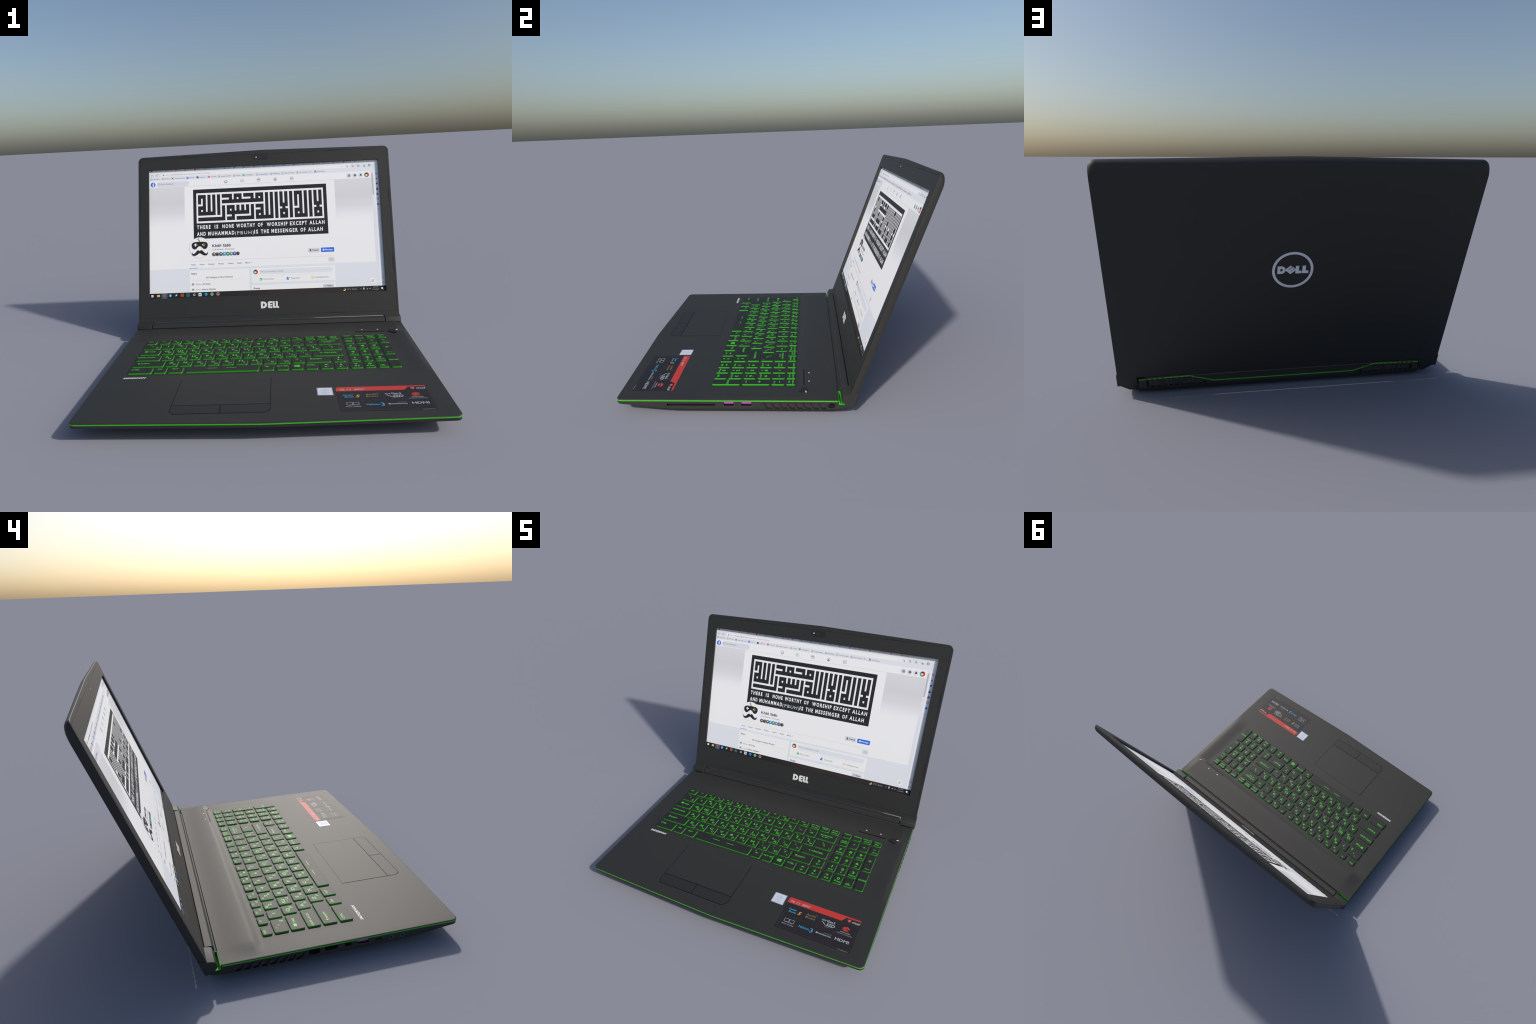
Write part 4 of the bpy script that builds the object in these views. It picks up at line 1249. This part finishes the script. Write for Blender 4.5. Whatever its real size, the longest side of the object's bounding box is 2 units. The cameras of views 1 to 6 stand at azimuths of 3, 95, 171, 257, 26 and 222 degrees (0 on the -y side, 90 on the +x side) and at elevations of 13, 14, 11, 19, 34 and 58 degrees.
sh.box(-0.5560, 0.6628, 0.4980, 0.6640, S_DOTTED, 2)
sh.build("banner_lettering", display)

# --- profile picture: game controller over a moustache
sh = Sheet(P)
sh.dot(-0.5135, 0.5700, 0.0835, S_PAGE, 3, n=48)
sh.ring(-0.5135, 0.5700, 0.0825, 0.0012, S_LINE, 4, n=48)
PX, PS = -0.5135, 0.5700
half = [(0.0, 0.048), (0.030, 0.047), (0.052, 0.043), (0.0635, 0.030), (0.0640, 0.012), (0.055, -0.006), (0.040, -0.0135), (0.027, -0.008), (0.012, 0.008), (0.0, 0.0135)]
sh.poly([(PX + a, PS + b) for a, b in half] + [(PX - a, PS + b) for a, b in half[-2:0:-1]], S_BLACK, 5)
sh.line([(PX + 0.002, PS + 0.046), (PX - 0.001, PS + 0.056), (PX - 0.010, PS + 0.063), (PX - 0.014, PS + 0.068), (PX - 0.006, PS + 0.074)], 0.0042, S_BLACK, 6)
sh.box(PX - 0.046, PS + 0.0195, PX - 0.020, PS + 0.0265, S_INK, 7)
sh.box(PX - 0.0365, PS + 0.0110, PX - 0.0295, PS + 0.0350, S_INK, 6)
for dx, ds, m in ((0.0325, 0.0310, S_RED), (0.0235, 0.0230, S_YELLOW), (0.0415, 0.0230, S_BLUE), (0.0325, 0.0155, S_LIME)):
    sh.dot(PX + dx, PS + ds, 0.0056, m, 6, n=14)
tash = [(0.0, -0.028), (0.006, -0.021), (0.014, -0.0195), (0.023, -0.024), (0.034, -0.038), (0.046, -0.0475), (0.056, -0.047), (0.0605, -0.041), (0.058, -0.036), (0.0615, -0.0345),
        (0.0650, -0.042), (0.0620, -0.054), (0.052, -0.0625), (0.038, -0.0635), (0.022, -0.057), (0.008, -0.0475), (0.0, -0.0430)]
for k in (1, -1):
    sh.poly([(PX + k * a, PS + b) for a, b in tash], S_BLACK, 5)
sh.build("profile_picture", display)

# --- profile text, buttons and tabs
sh = Sheet(P)
sh.text("Khãñ Sàãb", -0.4140, 0.5720, 0.0215, S_TEXT, 2, width=0.148, bold=0.02)
sh.text("2.1K friends · 92 mutual", -0.4140, 0.5460, 0.0120, S_TEXT2, 2, width=0.172)
for i, m in enumerate((S_BROWN, S_TEXT, S_BROWN, S_SKY, S_TEALC, S_GREEN, S_PURPLE, S_TEXT)):
    x, s = -0.402 + 0.027 * i, 0.5135
    sh.dot(x, s, 0.0152, S_NAVY if i % 2 == 0 else S_TEXT2, 2 + (i % 2), n=20)
    sh.dot(x - 0.001, s - 0.001, 0.0110, m, 4 + (i % 2), n=16)
    sh.dot(x + 0.002, s + 0.003, 0.0050, S_SHADE if i not in (1, 7) else S_BROWN, 6, n=12)
sh.round(0.3360, 0.4980, 0.4260, 0.5320, 0.005, S_BTN, 2)
sh.dot(0.3540, 0.5195, 0.0050, S_TEXT, 3, n=12)
sh.poly([(0.3465, 0.5070), (0.3615, 0.5070), (0.3600, 0.5135), (0.3480, 0.5135)], S_TEXT, 4)
sh.text("Friends", 0.3690, 0.5100, 0.0115, S_TEXT, 3, width=0.047, bold=0.02)
sh.round(0.4360, 0.4975, 0.5370, 0.5320, 0.005, S_BLUE, 2)
sh.dot(0.4555, 0.5150, 0.0080, S_INK, 3, n=20)
sh.box(0.4510, 0.5140, 0.4600, 0.5160, S_BLUE, 4)
sh.text("Message", 0.4680, 0.5100, 0.0115, S_INK, 3, width=0.057, bold=0.02)
sh.box(-0.5970, 0.4650, 0.5360, 0.4662, S_LINE, 2)
sh.round(0.4910, 0.4205, 0.5355, 0.4540, 0.005, S_BTN, 2)
for k in range(3):
    sh.dot(0.5075 + 0.006 * k, 0.4375, 0.0017, S_TEXT, 3, n=8)
for body, x0, x1, m in (("Posts", -0.582, -0.549, S_BLUE), ("About", -0.518, -0.478, S_TEXT2), ("Friends", -0.449, -0.400, S_TEXT2), ("Photos", -0.369, -0.324, S_TEXT2),
                        ("Videos", -0.294, -0.251, S_TEXT2), ("Reels", -0.219, -0.186, S_TEXT2), ("More", -0.156, -0.120, S_TEXT2)):
    sh.text(body, x0, 0.4320, 0.0115, m, 2, width=x1 - x0, bold=0.008)
sh.poly([(-0.1130, 0.4405), (-0.1090, 0.4345), (-0.1050, 0.4405)], S_TEXT2, 2)
sh.box(-0.5970, 0.4088, -0.5340, 0.4118, S_BLUE, 2)
# cards
sh.round(-0.5965, 0.2150, -0.1300, 0.3905, 0.006, S_BAR, 2)
sh.round(-0.1115, 0.2755, 0.5360, 0.3905, 0.006, S_BAR, 2)
sh.round(-0.1115, 0.2150, 0.5360, 0.2580, 0.006, S_BAR, 2)
sh.text("Intro", -0.5820, 0.3595, 0.0140, S_TEXT, 3, width=0.043, bold=0.02)
sh.text("[3D Designer in Binary Bosses]", -0.3630, 0.3275, 0.0110, S_TEXT, 3, width=0.208, align='C', bold=0.01)
sh.box(-0.5830, 0.3105, -0.1460, 0.3115, S_LINE, 3)
sh.round(-0.5810, 0.2730, -0.5640, 0.2900, 0.003, S_TEXT2, 3)
sh.box(-0.5770, 0.2745, -0.5680, 0.2800, S_BAR, 4)
sh.text("Works at", -0.5510, 0.2765, 0.0115, S_TEXT2, 3, width=0.054)
sh.text("3D Artist", -0.4930, 0.2765, 0.0115, S_TEXT, 3, width=0.058, bold=0.015)
sh.poly([(-0.5815, 0.2420), (-0.5725, 0.2510), (-0.5635, 0.2420), (-0.5635, 0.2330), (-0.5695, 0.2330), (-0.5695, 0.2390), (-0.5755, 0.2390), (-0.5755, 0.2330), (-0.5815, 0.2330)], S_TEXT2, 3)
sh.text("Lives in", -0.5510, 0.2355, 0.0115, S_TEXT2, 3, width=0.046)
sh.text("Lahore, Pakistan", -0.5010, 0.2355, 0.0115, S_TEXT, 3, width=0.108, bold=0.015)
portrait(sh, -0.0795, 0.3615, 0.0190, 3)
sh.round(-0.0500, 0.3425, 0.5200, 0.3800, 0.0180, S_SHADE, 3)
sh.text("Write something to Khãñ...", -0.0410, 0.3565, 0.0125, S_TEXT3, 4, width=0.188)
sh.box(-0.0960, 0.3305, 0.5180, 0.3315, S_LINE, 3)
sh.round(-0.0480, 0.2930, -0.0290, 0.3120, 0.003, S_GREEN, 3)
sh.poly([(-0.0450, 0.2960), (-0.0320, 0.2960), (-0.0320, 0.3020), (-0.0390, 0.2985), (-0.0450, 0.3060)], S_INK, 4)
sh.text("Photo/video", -0.0190, 0.2985, 0.0115, S_TEXT2, 3, width=0.081)
sh.dot(0.1680, 0.3090, 0.0060, S_BLUE, 3, n=14)
sh.poly([(0.1590, 0.2930), (0.1790, 0.2930), (0.1770, 0.3020), (0.1610, 0.3020)], S_BLUE, 4)
sh.dot(0.1800, 0.3070, 0.0035, S_BLUE, 3, n=10)
sh.text("Tag people", 0.1920, 0.2985, 0.0115, S_TEXT2, 3, width=0.071)
sh.ring(0.3620, 0.3030, 0.0110, 0.0028, S_YELLOW, 3, n=24)
sh.poly([(0.3565, 0.3000), (0.3595, 0.3045), (0.3645, 0.3045), (0.3675, 0.3000)], S_YELLOW, 3)
sh.text("Feeling/Activity", 0.3830, 0.2985, 0.0115, S_TEXT2, 3, width=0.101)
sh.text("Posts", -0.0970, 0.2275, 0.0140, S_TEXT, 3, width=0.047, bold=0.02)
sh.round(0.4390, 0.2160, 0.5215, 0.2505, 0.004, S_BTN, 3)
for k in (0, 1):
    sh.line([(0.4500, 0.2310 + 0.006 * k), (0.4620, 0.2310 + 0.006 * k)], 0.0018, S_TEXT, 4)
sh.text("Filters", 0.4700, 0.2290, 0.0115, S_TEXT, 4, width=0.040, bold=0.02)
sh.dot(0.8180, 0.2575, 0.0250, S_PILL, 2, n=32)
sh.dot(0.8180, 0.2595, 0.0230, S_BAR, 3, n=32)
sh.frame(0.8090, 0.2510, 0.8250, 0.2670, 0.0018, S_TEXT2, 4)
sh.line([(0.8150, 0.2570), (0.8280, 0.2700)], 0.0026, S_TEXT2, 5)
sh.build("profile_page", display)

# --- taskbar
sh = Sheet(P)
sh.box(-0.9200, 0.1750, 0.9200, 0.2205, S_TASK, 4)
def task(i):
    return (-0.894, -0.846, -0.798, -0.752, -0.707, -0.658, -0.612, -0.563, -0.518, -0.471, -0.424, -0.377)[i], 0.2012
sh.box(-0.8220, 0.1800, -0.7750, 0.2205, S_HILITE, 5)
x, s = task(0)
for a in (0, 1):
    for b in (0, 1):
        sh.box(x - 0.0085 + 0.0092 * a, s - 0.0085 + 0.0092 * b, x - 0.0005 + 0.0092 * a, s - 0.0005 + 0.0092 * b, S_INK, 6)
x, s = task(1)
sh.round(x - 0.0115, s - 0.0085, x + 0.0115, s + 0.0085, 0.002, S_YELLOW, 6)
sh.box(x - 0.0080, s - 0.0085, x + 0.0080, s - 0.0010, S_SKY, 7)
sh.box(x - 0.0030, s - 0.0085, x + 0.0030, s - 0.0040, S_YELLOW, 8)
x, s = task(2)
sh.ring(x, s + 0.003, 0.0095, 0.0030, S_RED, 6, n=16)
sh.box(x - 0.0018, s - 0.010, x + 0.0018, s + 0.008, S_SKY, 7)
x, s = task(3)
sh.dot(x, s, 0.0112, S_SKY, 6)
sh.text("S", x, s - 0.0060, 0.0120, S_INK, 7, align='C', bold=0.02)
x, s = task(4)
sh.poly([(x - 0.010, s - 0.008), (x - 0.006, s + 0.004), (x + 0.010, s + 0.009), (x + 0.006, s - 0.004)], S_SHADE, 6)
sh.poly([(x - 0.010, s - 0.008), (x - 0.002, s - 0.006), (x + 0.002, s + 0.004), (x - 0.006, s + 0.004)], S_TEALC, 7)
x, s = task(5)
sh.frame(x - 0.0110, s - 0.0110, x + 0.0110, s + 0.0110, 0.0020, S_ORANGE, 6)
sh.text("Fs", x, s - 0.0050, 0.0100, S_ORANGE, 6, align='C', bold=0.02)
x, s = task(6)
sh.frame(x - 0.0110, s - 0.0110, x + 0.0110, s + 0.0110, 0.0020, S_TEALC, 6)
sh.text("Ps", x, s - 0.0050, 0.0100, S_TEALC, 6, align='C', bold=0.02)
x, s = task(7)
sh.ring(x, s, 0.0090, 0.0030, S_INK, 6, n=6)
x, s = task(8)
sh.box(x - 0.0120, s - 0.0125, x + 0.0120, s + 0.0125, S_SHADE, 6)
sh.text("M", x, s - 0.0070, 0.0140, S_TEALC, 7, align='C', bold=0.03)
x, s = task(9)
sh.dot(x, s, 0.0120, S_BLUE, 6)
sh.poly([(x + 0.0115 * cos(a), s + 0.0115 * sin(a)) for a in [radians(-20 + 150 * k / 10) for k in range(11)]], S_TEALC, 7)
sh.dot(x + 0.004, s + 0.003, 0.0050, S_GREEN, 8, n=14)
for k, m in ((10, S_LIME), (11, S_RED)):
    x, s = task(k)
    sh.ring(x, s, 0.0115, 0.0022, S_PILL, 6)
    sh.dot(x, s, 0.0068, m, 6, n=18)
for k in (1, 2, 3, 6, 7, 8, 9, 11):
    x, s = task(k)
    sh.box(x - 0.0180, 0.1818, x + 0.0180, 0.1832, S_SKY if k == 2 else S_NAVY, 7)
x = 0.600
sh.dot(x, 0.2000, 0.0095, S_YELLOW, 6, n=18)
sh.dot(x - 0.005, 0.2040, 0.0080, S_TASK, 7, n=18)
sh.dot(x - 0.003, 0.1935, 0.0060, S_SHADE, 8, ry=0.0035, n=14)
sh.text("21°C  Smoke", 0.6190, 0.1965, 0.0110, S_TEXT3, 6, width=0.076)
sh.line([(0.7180, 0.1985), (0.7240, 0.2030), (0.7300, 0.1985)], 0.0016, S_TEXT3, 6)
sh.round(0.7435, 0.1960, 0.7505, 0.2100, 0.003, S_INK, 6)
sh.box(0.7460, 0.1910, 0.7480, 0.1970, S_INK, 6)
sh.poly([(0.7650, 0.1960), (0.7780, 0.1960), (0.7780, 0.2060)], S_TEXT3, 6)
sh.poly([(0.7880, 0.1985), (0.7910, 0.1985), (0.7945, 0.1950), (0.7945, 0.2060), (0.7910, 0.2025), (0.7880, 0.2025)], S_TEXT3, 6)
sh.line([(0.7980, 0.1975), (0.7995, 0.2005), (0.7980, 0.2035)], 0.0014, S_TEXT3, 6)
sh.text("2:25 PM", 0.8360, 0.2065, 0.0085, S_TEXT3, 6, width=0.038, align='C')
sh.text("11/2/2022", 0.8360, 0.1900, 0.0085, S_TEXT3, 6, width=0.050, align='C')
sh.round(0.8790, 0.1945, 0.8930, 0.2080, 0.002, S_INK, 6)
sh.dot(0.8945, 0.1935, 0.0065, S_TEXT2, 7, n=14)
sh.build("taskbar", display)
